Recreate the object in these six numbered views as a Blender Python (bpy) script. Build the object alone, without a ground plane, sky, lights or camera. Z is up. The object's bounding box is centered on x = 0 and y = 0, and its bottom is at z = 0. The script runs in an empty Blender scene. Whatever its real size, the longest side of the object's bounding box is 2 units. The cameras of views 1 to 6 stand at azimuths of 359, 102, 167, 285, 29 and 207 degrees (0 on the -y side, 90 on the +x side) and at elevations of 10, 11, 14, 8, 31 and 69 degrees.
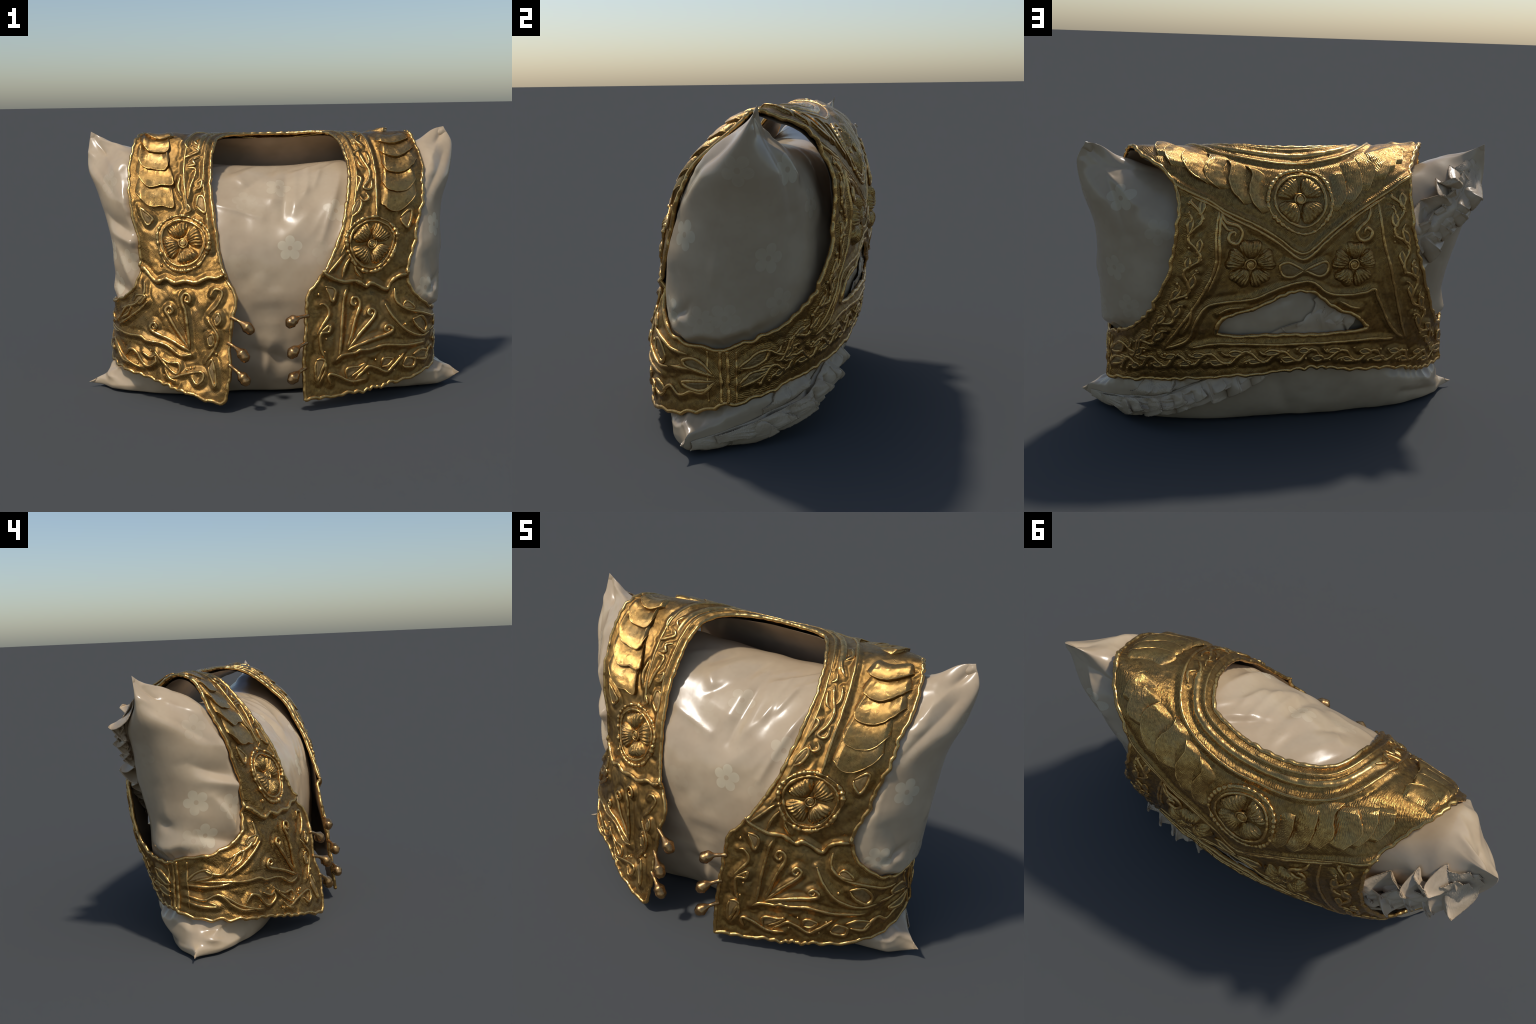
import math, random
import numpy as np

# ---------------------------------------------------------------- garment chart
# The waistcoat is laid out flat as a chart (a, b): a runs across the body, b runs
# from the front hem (negative) over the shoulder ridge (b = 0) down the back.
PROFILE = [(-.515, -.10), (-.505, .0), (-.495, .08), (-.475, .2), (-.46, .33), (-.445, .45), (-.42, .57),
           (-.385, .70), (-.335, .85), (-.265, 1.0), (-.20, 1.10), (-.11, 1.2), (-.03, 1.28),
           (.05, 1.335), (.14, 1.362), (.22, 1.355), (.29, 1.325), (.345, 1.285), (.39, 1.225),
           (.43, 1.13), (.46, 1.0), (.478, .88), (.485, .75), (.483, .6), (.472, .45), (.45, .3),
           (.42, .15), (.38, .0)]
RIDGE = 14
WIDE, BELLY, ROUND = .865, 4.5, 1.5


def smooth_curve(points, count):
    """Catmull-Rom through points, resampled evenly by length."""
    p = np.array(points, float)
    q = np.vstack([2 * p[0] - p[1], p, 2 * p[-1] - p[-2]])
    t = np.linspace(0, 1, 24, endpoint=False)[:, None]
    out = []
    for i in range(len(p) - 1):
        a, b, c, d = q[i:i + 4]
        out.append(.5 * (2 * b + (c - a) * t + (2 * a - 5 * b + 4 * c - d) * t ** 2 + (3 * b - a - 3 * c + d) * t ** 3))
    out = np.vstack(out + [p[-1:]])
    return resample(out, count)


def resample(p, count):
    p = np.asarray(p, float)
    s = np.r_[0, np.cumsum(np.linalg.norm(np.diff(p, axis=0), axis=1))]
    t = np.linspace(0, s[-1], count)
    return np.stack([np.interp(t, s, p[:, k]) for k in range(p.shape[1])], 1)


_pr = smooth_curve(PROFILE, 800)
_s = np.r_[0, np.cumsum(np.linalg.norm(np.diff(_pr, axis=0), axis=1))]
_s -= _s[np.argmin(np.linalg.norm(_pr - np.array(PROFILE[RIDGE]), axis=1))]
_t = np.linspace(0, math.pi / 2, 2000)
_lx = WIDE * np.sin(_t) ** (2 / BELLY)
_lh = np.cos(_t) ** (2 / ROUND)
_la = np.r_[0, np.cumsum(np.hypot(np.diff(_lx), .40 * np.diff(_lh)))]
A_END = _la[-1]


def base(a, b):
    y, z = np.interp(b, _s, _pr[:, 0]), np.interp(b, _s, _pr[:, 1])
    x, h = np.sign(a) * np.interp(np.abs(a), _la, _lx), np.interp(np.abs(a), _la, _lh)
    over = np.clip(np.abs(a) - A_END, 0, None)
    mid = .10 + .04 * np.clip((z - .4) / .9, 0, 1)
    return np.stack([x + 0 * y, mid + (y - mid) * h - over * np.sign(y - mid), z], -1)


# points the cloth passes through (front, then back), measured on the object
FRONT = [(.377, .037, 1.296), (.395, -.139, 1.155), (.391, -.192, 1.093), (.373, -.245, 1.0), (.332, -.317, .848),
         (.25, -.385, .687), (.163, -.41, .565), (.152, -.433, .45), (.141, -.45, .324), (.132, -.462, .195), (.145, -.485, .06),
         (.487, -.294, .803), (.765, .125, 1.295), (.795, -.06, 1.142), (.78, -.15, .985), (.744, -.195, .823),
         (.68, -.247, .656), (.70, -.245, .555), (.773, -.205, .472), (.833, -.13, .438), (.85, .06, .41),
         (.39, -.398, .06), (.64, -.315, .097), (.81, -.2, .14), (.86, -.08, .16), (.87, .05, .19),
         (-.29, .05, 1.31), (-.316, -.082, 1.196), (-.308, -.198, 1.041), (-.294, -.273, .885), (-.272, -.318, .745),
         (-.234, -.36, .638), (-.196, -.40, .548), (-.214, -.42, .456), (-.232, -.44, .33), (-.226, -.467, .222),
         (-.252, -.478, .08), (-.458, -.248, .823), (-.698, .03, 1.313), (-.727, -.06, 1.168), (-.717, -.143, .976),
         (-.687, -.173, .812), (-.675, -.177, .679), (-.72, -.173, .578), (-.79, -.104, .504), (-.828, -.07, .489),
         (-.847, .11, .44), (-.46, -.41, .109), (-.617, -.30, .119), (-.756, -.226, .152), (-.862, -.04, .18),
         (-.87, .09, .20), (.56, .13, 1.328), (.3, .14, 1.332), (-.28, .13, 1.322),
         (-.5, .13, 1.338), (-.65, .12, 1.337),
         (.389, -.350, .522), (.475, -.347, .461), (.563, -.340, .377), (.354, -.405, .28), (.578, -.275, .571),
         (.265, -.378, .566), (.697, -.202, .873), (.678, -.185, .96), (.708, -.143, 1.057), (.569, -.212, .99),
         (.50, -.292, .666), (-.426, -.335, .55), (-.519, -.313, .472), (-.619, -.278, .386), (-.423, -.376, .278),
         (-.507, -.172, 1.008), (-.636, -.180, .904)]
BACK = [(0, .222, 1.326), (.022, .430, 1.118), (.653, .308, 1.272), (.576, .368, 1.208), (.564, .42, 1.117),
        (.574, .451, .975), (.608, .441, .795), (.677, .402, .65), (.73, .325, .532), (.80, .225, .473), (.853, .08, .41),
        (.858, .089, .211), (-.513, .385, 1.213), (-.548, .455, .918), (-.628, .432, .728), (-.688, .382, .578),
        (-.738, .323, .499), (-.849, .13, .44), (-.663, .295, .223), (-.751, .235, .222),
        (0, .30, 1.268), (0, .37, 1.205), (.41, .265, 1.292), (.41, .385, 1.20), (.485, .20, 1.316), (-.40, .29, 1.288), (-.40, .39, 1.19),
        (-.489, .235, 1.305), (-.55, .313, 1.228), (-.25, .512, .86), (-.25, .508, .72), (-.25, .492, .56), (-.25, .490, 1.0), (0, .508, .87),
        (.25, .500, .87), (0, .508, .74), (.28, .488, .70), (0, .474, .33), (.653, .285, .232), (.508, .382, .272),
        (.365, .437, .302), (.215, .462, .320), (.80, .18, .222), (-.27, .440, .319), (-.5, .363, .267), (-.55, .412, .45), (.378, .450, .515),
        (.752, .2, 1.297), (-.68, .12, 1.338), (-.87, .10, .20)]


def _chart_of(points, lo, hi):
    A, B = np.meshgrid(np.linspace(-A_END, A_END, 240), np.linspace(lo, hi, 240))
    ab = np.stack([A.ravel(), B.ravel()], 1)
    g = base(ab[:, 0], ab[:, 1])
    return np.array([ab[np.argmin(((g - p) ** 2).sum(1))] for p in points])


def _phi(d2):
    return .5 * d2 * np.log(d2 + 1e-12)


_P = np.array(FRONT + BACK)
_C = np.vstack([_chart_of(FRONT, _s[0], .02), _chart_of(BACK, .02, _s[-1])])
_R = _P - base(_C[:, 0], _C[:, 1])
_n = len(_C)
_K = _phi(((_C[:, None] - _C[None]) ** 2).sum(-1)) + 2e-3 * np.eye(_n)
_Q = np.c_[np.ones(_n), _C]
_M = np.block([[_K, _Q], [_Q.T, np.zeros((3, 3))]])
_W = np.linalg.solve(_M, np.vstack([_R, np.zeros((3, 3))]))


def cloth(ab):
    """3D point of the bare cloth for chart points (n, 2)."""
    ab = np.asarray(ab, float)
    out = np.empty((len(ab), 3))
    for i in range(0, len(ab), 20000):
        c = ab[i:i + 20000]
        k = _phi(((c[:, None] - _C[None]) ** 2).sum(-1))
        out[i:i + 20000] = k @ _W[:_n] + np.c_[np.ones(len(c)), c] @ _W[_n:]
    return out + base(ab[:, 0], ab[:, 1])


def cloth_normal(ab, e=2e-3):
    ab = np.asarray(ab, float)
    du = cloth(ab + [e, 0]) - cloth(ab - [e, 0])
    dv = cloth(ab + [0, e]) - cloth(ab - [0, e])
    n = np.cross(du, dv)
    return n / (np.linalg.norm(n, axis=1)[:, None] + 1e-12)

# ---------------------------------------------------------------- seam closing
SEAMS = [((1.03, -1.183), (1.03, -1.39), (1.085, 1.13), (1.085, 1.34)),
         ((-1.075, -1.14), (-1.072, -1.368), (-1.015, 1.087), (-1.01, 1.32))]


def smoothstep(x):
    x = np.clip(x, 0, 1)
    return x * x * (3 - 2 * x)


def _seam_table():
    rows = []
    t = np.linspace(-.3, 1.3, 60)[:, None]
    for f0, f1, b0, b1 in SEAMS:
        f = cloth(np.array(f0) + t * (np.array(f1) - f0))
        b = cloth(np.array(b0) + t * (np.array(b1) - b0))
        m = .5 * (f + b)
        rows.append((t[:, 0], m - f, m - b))
    return rows


_SEAM = _seam_table()


def skin(ab):
    """Cloth with the two side seams drawn together."""
    ab = np.asarray(ab, float)
    p = cloth(ab)
    for (f0, f1, b0, b1), (t, df, db) in zip(SEAMS, _SEAM):
        sgn = math.copysign(1, f0[0])
        for front, (top, bot), d in ((True, (f0, f1), df), (False, (b0, b1), db)):
            on = (ab[:, 0] * sgn > .78) & ((ab[:, 1] < 0) == front) & (np.abs(ab[:, 1]) > .8)
            if not on.any():
                continue
            q = ab[on]
            k = (q[:, 1] - top[1]) / (bot[1] - top[1])
            w = smoothstep((np.abs(q[:, 0]) - .78) / (abs(top[0]) - .78))[:, None]
            p[on] += w * np.stack([np.interp(k, t, d[:, i]) for i in range(3)], 1)
    return p


def skin_normal(ab, e=3e-3):
    ab = np.asarray(ab, float)
    n = np.cross(skin(ab + [e, 0]) - skin(ab - [e, 0]), skin(ab + [0, e]) - skin(ab - [0, e]))
    return n / (np.linalg.norm(n, axis=1)[:, None] + 1e-12)


# ---------------------------------------------------------------- noise
def _hash(i, j, k, seed):
    h = (i * 374761393 + j * 668265263 + k * 2147483647 + seed * 974634777) & 0xffffffff
    h = ((h ^ (h >> 13)) * 1274126177) & 0xffffffff
    return ((h ^ (h >> 16)) & 0xffff) / 32767.5 - 1


def noise(p, scale, seed=0):
    """Smooth value noise in -1..1 for points (n, 2 or 3)."""
    p = np.asarray(p, float) * scale
    if p.shape[1] == 2:
        p = np.c_[p, np.zeros(len(p))]
    i = np.floor(p).astype(np.int64)
    f = p - i
    f = f * f * f * (f * (f * 6 - 15) + 10)
    out = np.zeros(len(p))
    for dx in (0, 1):
        for dy in (0, 1):
            for dz in (0, 1):
                w = (f[:, 0] if dx else 1 - f[:, 0]) * (f[:, 1] if dy else 1 - f[:, 1]) * (f[:, 2] if dz else 1 - f[:, 2])
                out += w * _hash(i[:, 0] + dx, i[:, 1] + dy, i[:, 2] + dz, seed)
    return out


def tri_wave(x):
    return 2 * np.abs(2 * (x - np.floor(x + .5))) - 1


# ---------------------------------------------------------------- blender helpers
import bpy
from mathutils.kdtree import KDTree


def kd_of(points):
    kd = KDTree(len(points))
    for i, p in enumerate(points):
        kd.insert((p[0], p[1], 0 if len(p) < 3 else p[2]), i)
    kd.balance()
    return kd


def nearest(kd, ab):
    d, i = np.empty(len(ab)), np.empty(len(ab), int)
    find = kd.find
    if ab.shape[1] == 2:
        for n, (a, b) in enumerate(ab.tolist()):
            _, i[n], d[n] = find((a, b, 0))
    else:
        for n, q in enumerate(ab.tolist()):
            _, i[n], d[n] = find(q)
    return d, i


def make_object(name, verts, faces, material, parent=None, smooth=True, normals=None):
    me = bpy.data.meshes.new(name)
    verts = np.asarray(verts, float)
    me.from_pydata(verts.tolist(), [], faces.tolist() if isinstance(faces, np.ndarray) else faces)
    me.validate()
    if smooth:
        me.shade_smooth()
    if normals is not None:
        me.normals_split_custom_set_from_vertices(normals.tolist())
    me.materials.append(material)
    ob = bpy.data.objects.new(name, me)
    bpy.context.scene.collection.objects.link(ob)
    if parent:
        ob.parent = parent
    return ob


def vertex_normals(v, f):
    f = np.asarray(f)
    n = np.zeros_like(v)
    fn = np.cross(v[f[:, 1]] - v[f[:, 0]], v[f[:, 2]] - v[f[:, 0]])
    for k in range(f.shape[1]):
        np.add.at(n, f[:, k], fn)
    return n / (np.linalg.norm(n, axis=1)[:, None] + 1e-15)


def inside(poly, pts):
    """Even-odd test of points against a closed polyline."""
    x, y = pts[:, 0], pts[:, 1]
    res = np.zeros(len(pts), bool)
    x0, y0 = poly[-1]
    for x1, y1 in poly:
        if y0 != y1:
            c = (y0 > y) != (y1 > y)
            res[c] ^= x[c] < (x1 - x0) * (y[c] - y0) / (y1 - y0) + x0
        x0, y0 = x1, y1
    return res


def clipped_grid(loops, step, box):
    """Triangulated chart grid cut exactly along closed loops (even-odd)."""
    a = np.arange(box[0], box[1] + step, step)
    b = np.arange(box[2], box[3] + step, step)
    A, B = np.meshgrid(a, b)
    pts = np.stack([A.ravel(), B.ravel()], 1)
    ins = np.zeros(len(pts), bool)
    for l in loops:
        ins ^= inside(l, pts)
    kd = kd_of(np.vstack([resample(np.vstack([l, l[:1]]), int(len(l) * 4)) for l in loops]))
    n, m = len(a), len(b)
    idx = np.arange(n * m).reshape(m, n)
    q0, q1, q2, q3 = idx[:-1, :-1].ravel(), idx[:-1, 1:].ravel(), idx[1:, 1:].ravel(), idx[1:, :-1].ravel()
    odd = ((np.arange(m - 1)[:, None] + np.arange(n - 1)[None]) % 2 == 0).ravel()
    t = np.vstack([np.c_[q0, q1, q2][odd], np.c_[q0, q2, q3][odd], np.c_[q0, q1, q3][~odd], np.c_[q1, q2, q3][~odd]])
    c = ins[t].sum(1)
    full = t[c == 3]
    mixed = t[(c > 0) & (c < 3)]
    near = np.unique(mixed)
    dist = np.zeros(len(pts))
    d, _ = nearest(kd, pts[near])
    dist[near] = np.where(ins[near], d, -d)
    extra, cache = [], {}

    def cut(i, j):
        key = (min(i, j), max(i, j))
        if key not in cache:
            di, dj = dist[i], dist[j]
            w = di / (di - dj) if di != dj else .5
            w = min(max(w, .02), .98)
            extra.append(pts[i] + w * (pts[j] - pts[i]))
            cache[key] = len(pts) + len(extra) - 1
        return cache[key]

    out = []
    for tri in mixed.tolist():
        poly = []
        for k in range(3):
            i, j = tri[k], tri[(k + 1) % 3]
            if ins[i]:
                poly.append(i)
            if ins[i] != ins[j]:
                poly.append(cut(i, j))
        for k in range(1, len(poly) - 1):
            out.append((poly[0], poly[k], poly[k + 1]))
    allp = np.vstack([pts] + ([np.array(extra)] if extra else []))
    f = np.vstack([full, np.array(out, int).reshape(-1, 3)])
    used = np.unique(f)
    new = np.full(len(allp), -1)
    new[used] = np.arange(len(used))
    return allp[used], new[f]


def tube_mesh(c, n, radius, sides=8, flat=1.0, closed=False):
    """Tube round 3D centre line c with up-vectors n and per-point radius."""
    c, n = np.asarray(c), np.asarray(n)
    if closed:
        t = np.roll(c, -1, 0) - np.roll(c, 1, 0)
    else:
        t = np.gradient(c, axis=0)
    t /= np.linalg.norm(t, axis=1)[:, None] + 1e-12
    s = np.cross(t, n)
    s /= np.linalg.norm(s, axis=1)[:, None] + 1e-12
    u = np.cross(s, t)
    k = np.arange(sides) / sides * 2 * math.pi
    r = np.asarray(radius)[:, None, None]
    v = c[:, None] + r * (np.cos(k)[None, :, None] * s[:, None] + flat * np.sin(k)[None, :, None] * u[:, None])
    m = len(c)
    f = []
    for i in range(m if closed else m - 1):
        j = (i + 1) % m
        for q in range(sides):
            w = (q + 1) % sides
            f.append((i * sides + q, i * sides + w, j * sides + w, j * sides + q))
    v = v.reshape(-1, 3)
    if not closed:
        f.append(tuple(range(sides))[::-1])
        f.append(tuple((m - 1) * sides + q for q in range(sides)))
    return v, f


def merge(parts):
    vs, fs, o = [], [], 0
    for v, f in parts:
        vs.append(v)
        fs += [tuple(i + o for i in q) for q in f]
        o += len(v)
    return np.vstack(vs), fs

# ---------------------------------------------------------------- materials
class Nodes:
    def __init__(self, name):
        self.m = bpy.data.materials.new(name)
        self.m.use_nodes = True
        self.t = self.m.node_tree
        self.t.nodes.clear()
        self.out = self.t.nodes.new("ShaderNodeOutputMaterial")
        self.b = self.t.nodes.new("ShaderNodeBsdfPrincipled")
        self.t.links.new(self.b.outputs[0], self.out.inputs[0])
        self.co = self.t.nodes.new("ShaderNodeTexCoord").outputs["Object"]

    def link(self, a, b):
        self.t.links.new(a, b)

    def put(self, sock, v):
        if hasattr(v, "links") or hasattr(v, "is_linked"):
            self.link(v, sock)
        else:
            sock.default_value = v

    def noise(self, scale, detail=3, rough=.5, vec=None, dist=0.0):
        n = self.t.nodes.new("ShaderNodeTexNoise")
        n.inputs["Scale"].default_value = scale
        n.inputs["Detail"].default_value = detail
        n.inputs["Roughness"].default_value = rough
        n.inputs["Distortion"].default_value = dist
        self.link(vec or self.co, n.inputs["Vector"])
        return n.outputs[0]

    def wave(self, scale, direction="Z", dist=0.0, detail=2.0, dscale=1.0, vec=None):
        n = self.t.nodes.new("ShaderNodeTexWave")
        n.bands_direction = direction
        n.inputs["Scale"].default_value = scale
        n.inputs["Distortion"].default_value = dist
        n.inputs["Detail"].default_value = detail
        n.inputs["Detail Scale"].default_value = dscale
        self.link(vec or self.co, n.inputs["Vector"])
        return n.outputs["Fac"]

    def ramp(self, fac, *stops):
        n = self.t.nodes.new("ShaderNodeValToRGB")
        e = n.color_ramp.elements
        while len(e) < len(stops):
            e.new(.5)
        for k, (p, c) in zip(e, stops):
            k.position = p
            k.color = (*c, 1) if not isinstance(c, (int, float)) else (c, c, c, 1)
        self.link(fac, n.inputs[0])
        return n.outputs[0]

    def mix(self, fac, a, b, kind="MIX"):
        n = self.t.nodes.new("ShaderNodeMix")
        n.data_type = "RGBA"
        n.blend_type = kind
        self.put(n.inputs[0], fac)
        for s, v in ((n.inputs[6], a), (n.inputs[7], b)):
            self.put(s, v if not isinstance(v, tuple) else (*v, 1))
        return n.outputs[2]

    def math(self, op, a, b=0.0, c=None):
        n = self.t.nodes.new("ShaderNodeMath")
        n.operation = op
        self.put(n.inputs[0], a)
        self.put(n.inputs[1], b)
        if c is not None:
            self.put(n.inputs[2], c)
        return n.outputs[0]

    def bump(self, height, strength, distance, prev=None):
        n = self.t.nodes.new("ShaderNodeBump")
        n.inputs["Strength"].default_value = strength
        n.inputs["Distance"].default_value = distance
        self.link(height, n.inputs["Height"])
        if prev:
            self.link(prev, n.inputs["Normal"])
        return n.outputs[0]

    def set(self, **kw):
        for k, v in kw.items():
            s = self.b.inputs[k.replace("_", " ")]
            self.put(s, v if not isinstance(v, tuple) else (*v, 1))


def gold(name, light, dark, patch_tint, rough, thread, weave, metal):
    k = Nodes(name)
    big = k.noise(7, 4, .6)
    fine = k.noise(70, 4, .65)
    c = k.mix(k.ramp(fine, (.28, 0), (.68, 1)), dark, light)
    c = k.mix(k.math("MULTIPLY", k.ramp(big, (.48, 0), (.68, 1)), .65), c, patch_tint)
    rust = k.noise(19, 3, .6)
    c = k.mix(k.math("MULTIPLY", k.ramp(rust, (.62, 0), (.74, 1)), .35), c, (.30, .14, .05))
    th = k.wave(92, "DIAGONAL", 7, 2, .5)
    c = k.mix(k.math("MULTIPLY", k.ramp(th, (.0, 1), (.4, 0)), .30), c, tuple(x * .45 for x in dark))
    k.set(Base_Color=c, Metallic=metal, Roughness=k.ramp(k.noise(24, 3), (.3, rough - .07), (.7, rough + .1)))
    n = k.bump(th, thread, .003)
    n = k.bump(k.noise(210, 3, .7), weave, .0025, n)
    n = k.bump(k.noise(40, 3, .6), .16, .006, n)
    k.set(Normal=n)
    return k.m


def flower_group():
    """Woven five-petal flower: takes the offset from its centre along two tangents and the normal."""
    g = bpy.data.node_groups.new("woven_flower", "ShaderNodeTree")
    for n in ("Centre", "Right", "Up", "Normal"):
        g.interface.new_socket(n, in_out="INPUT", socket_type="NodeSocketVector")
    g.interface.new_socket("Mask", in_out="OUTPUT", socket_type="NodeSocketFloat")
    gi, go = g.nodes.new("NodeGroupInput"), g.nodes.new("NodeGroupOutput")
    L = g.links.new
    co = g.nodes.new("ShaderNodeTexCoord").outputs["Object"]

    def vm(op, a, b=None):
        n = g.nodes.new("ShaderNodeVectorMath")
        n.operation = op
        L(a, n.inputs[0])
        if b is not None:
            L(b, n.inputs[1])
        return n.outputs["Value"] if op in ("DOT_PRODUCT", "LENGTH") else n.outputs[0]

    def m(op, a, b=0.0, c=None, clamp=False):
        n = g.nodes.new("ShaderNodeMath")
        n.operation = op
        n.use_clamp = clamp
        for s, v in zip(n.inputs, (a, b, c)):
            if v is None:
                continue
            if hasattr(v, "is_linked"):
                L(v, s)
            else:
                s.default_value = v
        return n.outputs[0]

    d = vm("SUBTRACT", co, gi.outputs["Centre"])
    x, y, z = (vm("DOT_PRODUCT", d, gi.outputs[k]) for k in ("Right", "Up", "Normal"))
    r = m("SQRT", m("ADD", m("MULTIPLY", x, x), m("MULTIPLY", y, y)))
    a = m("ARCTAN2", y, x)
    k = 2 * math.pi / 5
    f = m("SUBTRACT", m("MULTIPLY", m("FRACT", m("ADD", m("DIVIDE", a, k), 5.5)), k), k / 2)
    px = m("SUBTRACT", m("MULTIPLY", r, m("COSINE", f)), .040)
    py = m("MULTIPLY", r, m("SINE", f))
    e = m("SQRT", m("ADD", m("MULTIPLY", px, px), m("MULTIPLY", py, py)))
    petal = m("MULTIPLY", m("SUBTRACT", .0245, e), 420, clamp=True)
    heart = m("MULTIPLY", m("SUBTRACT", .030, r), 420, clamp=True)
    hole = m("MULTIPLY", m("SUBTRACT", r, .0105), 420, clamp=True)
    lines = m("MULTIPLY_ADD", m("SINE", m("MULTIPLY", m("ADD", x, m("MULTIPLY", y, .8)), 1250)), .30, .70)
    near = m("MULTIPLY", m("SUBTRACT", .07, m("ABSOLUTE", z)), 60, clamp=True)
    out = m("MULTIPLY", m("MULTIPLY", m("MAXIMUM", petal, heart), hole), m("MULTIPLY", lines, near))
    L(out, go.inputs[0])
    return g


def fabric(prints, group):
    k = Nodes("cream_satin")
    base = k.mix(k.ramp(k.noise(5, 4, .6), (.3, 0), (.7, 1)), PILLOW_A, PILLOW_B)
    base = k.mix(k.math("MULTIPLY", k.ramp(k.noise(26, 3), (.64, 0), (.8, 1)), .3), base, (.40, .29, .17))
    spot = k.ramp(k.noise(120, 2), (.76, 0), (.80, 1))
    base = k.mix(k.math("MULTIPLY", spot, .35), base, (.30, .20, .11))
    rough = .25
    for at, right, up, nrm_, strength in prints:
        n = k.t.nodes.new("ShaderNodeGroup")
        n.node_tree = group
        for s, v in zip(n.inputs, (at, right, up, nrm_)):
            s.default_value = tuple(float(q) for q in v)
        f = k.math("MULTIPLY", n.outputs[0], k.math("MULTIPLY_ADD", k.noise(14, 2), 1.0 * strength, .3 * strength))
        base = k.mix(f, base, (.64, .545, .365))
        rough = k.math("MULTIPLY_ADD", f, .16, .25)
    k.set(Base_Color=base, Roughness=rough, IOR=1.5, Coat_Weight=.06, Coat_Roughness=.12)
    n = k.bump(k.noise(420, 2, .5), .10, .001)
    k.set(Normal=k.bump(k.noise(9, 3, .5), .14, .01, n))
    return k.m


def plain(name, colour, dark, rough, bump=.2):
    k = Nodes(name)
    k.set(Base_Color=k.mix(k.ramp(k.noise(9, 4), (.35, 0), (.65, 1)), colour, dark), Roughness=rough)
    n = k.bump(k.noise(300, 2), bump * .5, .001)
    k.set(Normal=k.bump(k.noise(14, 3), bump, .01, n))
    return k.m


PILLOW_A, PILLOW_B = (.445, .325, .20), (.525, .40, .255)
FRILL = plain("crumpled_cream_cloth", (.46, .335, .205), (.54, .41, .265), .32, .25)
GROUND = gold("embossed_gold_cloth", (.43, .240, .066), (.165, .084, .023), (.29, .182, .070), .32, .30, .26, .94)  # base gold darkened to paint occlusion shade into the recesses
CORD = gold("lightened_gold_cord", (.76, .46, .150), (.52, .29, .09), (.54, .345, .13), .27, .10, .10, .98)  # gold colour lightened so raised cords carry a highlight
PETAL = gold("gold_thread_padding", (.57, .34, .103), (.30, .16, .048), (.39, .26, .11), .29, .34, .18, .95)
INLAY = gold("pale_gilt_leather", (.37, .235, .090), (.23, .135, .045), (.31, .215, .10), .48, .2, .3, .7)
LINING = plain("tan_satin_lining", (.36, .27, .18), (.42, .31, .21), .38, .2)
KNOB = gold("worn_bronze_knob", (.58, .34, .13), (.34, .17, .06), (.40, .24, .11), .26, .1, .2, .95)

# ---------------------------------------------------------------- waistcoat outline (chart)
RIGHT_OPENING = [(.142, -1.53), (.13, -1.39), (.14, -1.26), (.154, -1.13), (.163, -1.02), (.205, -.965), (.254, -.902), (.33, -.735),
                 (.378, -.555), (.396, -.43), (.394, -.33), (.38, -.2), (.352, -.09), (.305, .01), (.254, .05), (.166, .078),
                 (.086, .09), (0, .086), (-.09, .072), (-.175, .04), (-.237, -.01), (-.28, -.10), (-.302, -.22), (-.312, -.35),
                 (-.307, -.48), (-.296, -.63), (-.278, -.78), (-.245, -.91), (-.197, -1.03), (-.216, -1.12), (-.235, -1.25),
                 (-.226, -1.36), (-.250, -1.50), (-.278, -1.537)]
LEFT_HEM = [(-.278, -1.537), (-.48, -1.485), (-.68, -1.46), (-.83, -1.44), (-.98, -1.42), (-1.05, -1.395), (-1.073, -1.365)]
LEFT_ARMHOLE = [(-1.075, -1.14), (-1.045, -1.12), (-.93, -1.10), (-.835, -1.05), (-.78, -.98), (-.742, -.86), (-.738, -.75),
                (-.75, -.6), (-.755, -.45), (-.745, -.28), (-.71, -.13), (-.68, 0), (-.64, .09), (-.565, .22), (-.525, .31),
                (-.522, .43), (-.55, .61), (-.635, .82), (-.71, .965), (-.79, 1.045), (-.84, 1.075), (-.93, 1.09), (-1.015, 1.09)]
BACK_HEM = [(-1.01, 1.32), (-.87, 1.335), (-.71, 1.32), (-.5, 1.285), (-.26, 1.247), (-.01, 1.216), (.37, 1.252), (.69, 1.302),
            (.9, 1.322), (1.03, 1.338), (1.085, 1.34)]
RIGHT_ARMHOLE = [(1.085, 1.13), (1.037, 1.10), (.97, 1.088), (.864, 1.05), (.775, 1.0), (.695, .915), (.615, .765), (.575, .6),
                 (.56, .46), (.572, .36), (.60, .30), (.665, .238), (.735, .18), (.785, .09), (.815, .01), (.833, -.08),
                 (.835, -.2), (.824, -.36), (.80, -.47), (.765, -.65), (.73, -.84), (.713, -.925), (.75, -1.035), (.82, -1.12),
                 (.905, -1.155), (.98, -1.173), (1.03, -1.183)]
RIGHT_HEM = [(1.03, -1.39), (.97, -1.425), (.865, -1.455), (.74, -1.477), (.6, -1.50), (.38, -1.517), (.142, -1.53)]
WINDOW = [(.392, 1.03), (.375, .968), (.303, .93), (.197, .89), (.108, .848), (.02, .824), (-.073, .848), (-.153, .905),
          (-.25, .946), (-.316, .995), (-.322, 1.028), (-.16, 1.036), (0, 1.038), (.2, 1.036), (.33, 1.042), (.392, 1.03)]


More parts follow.
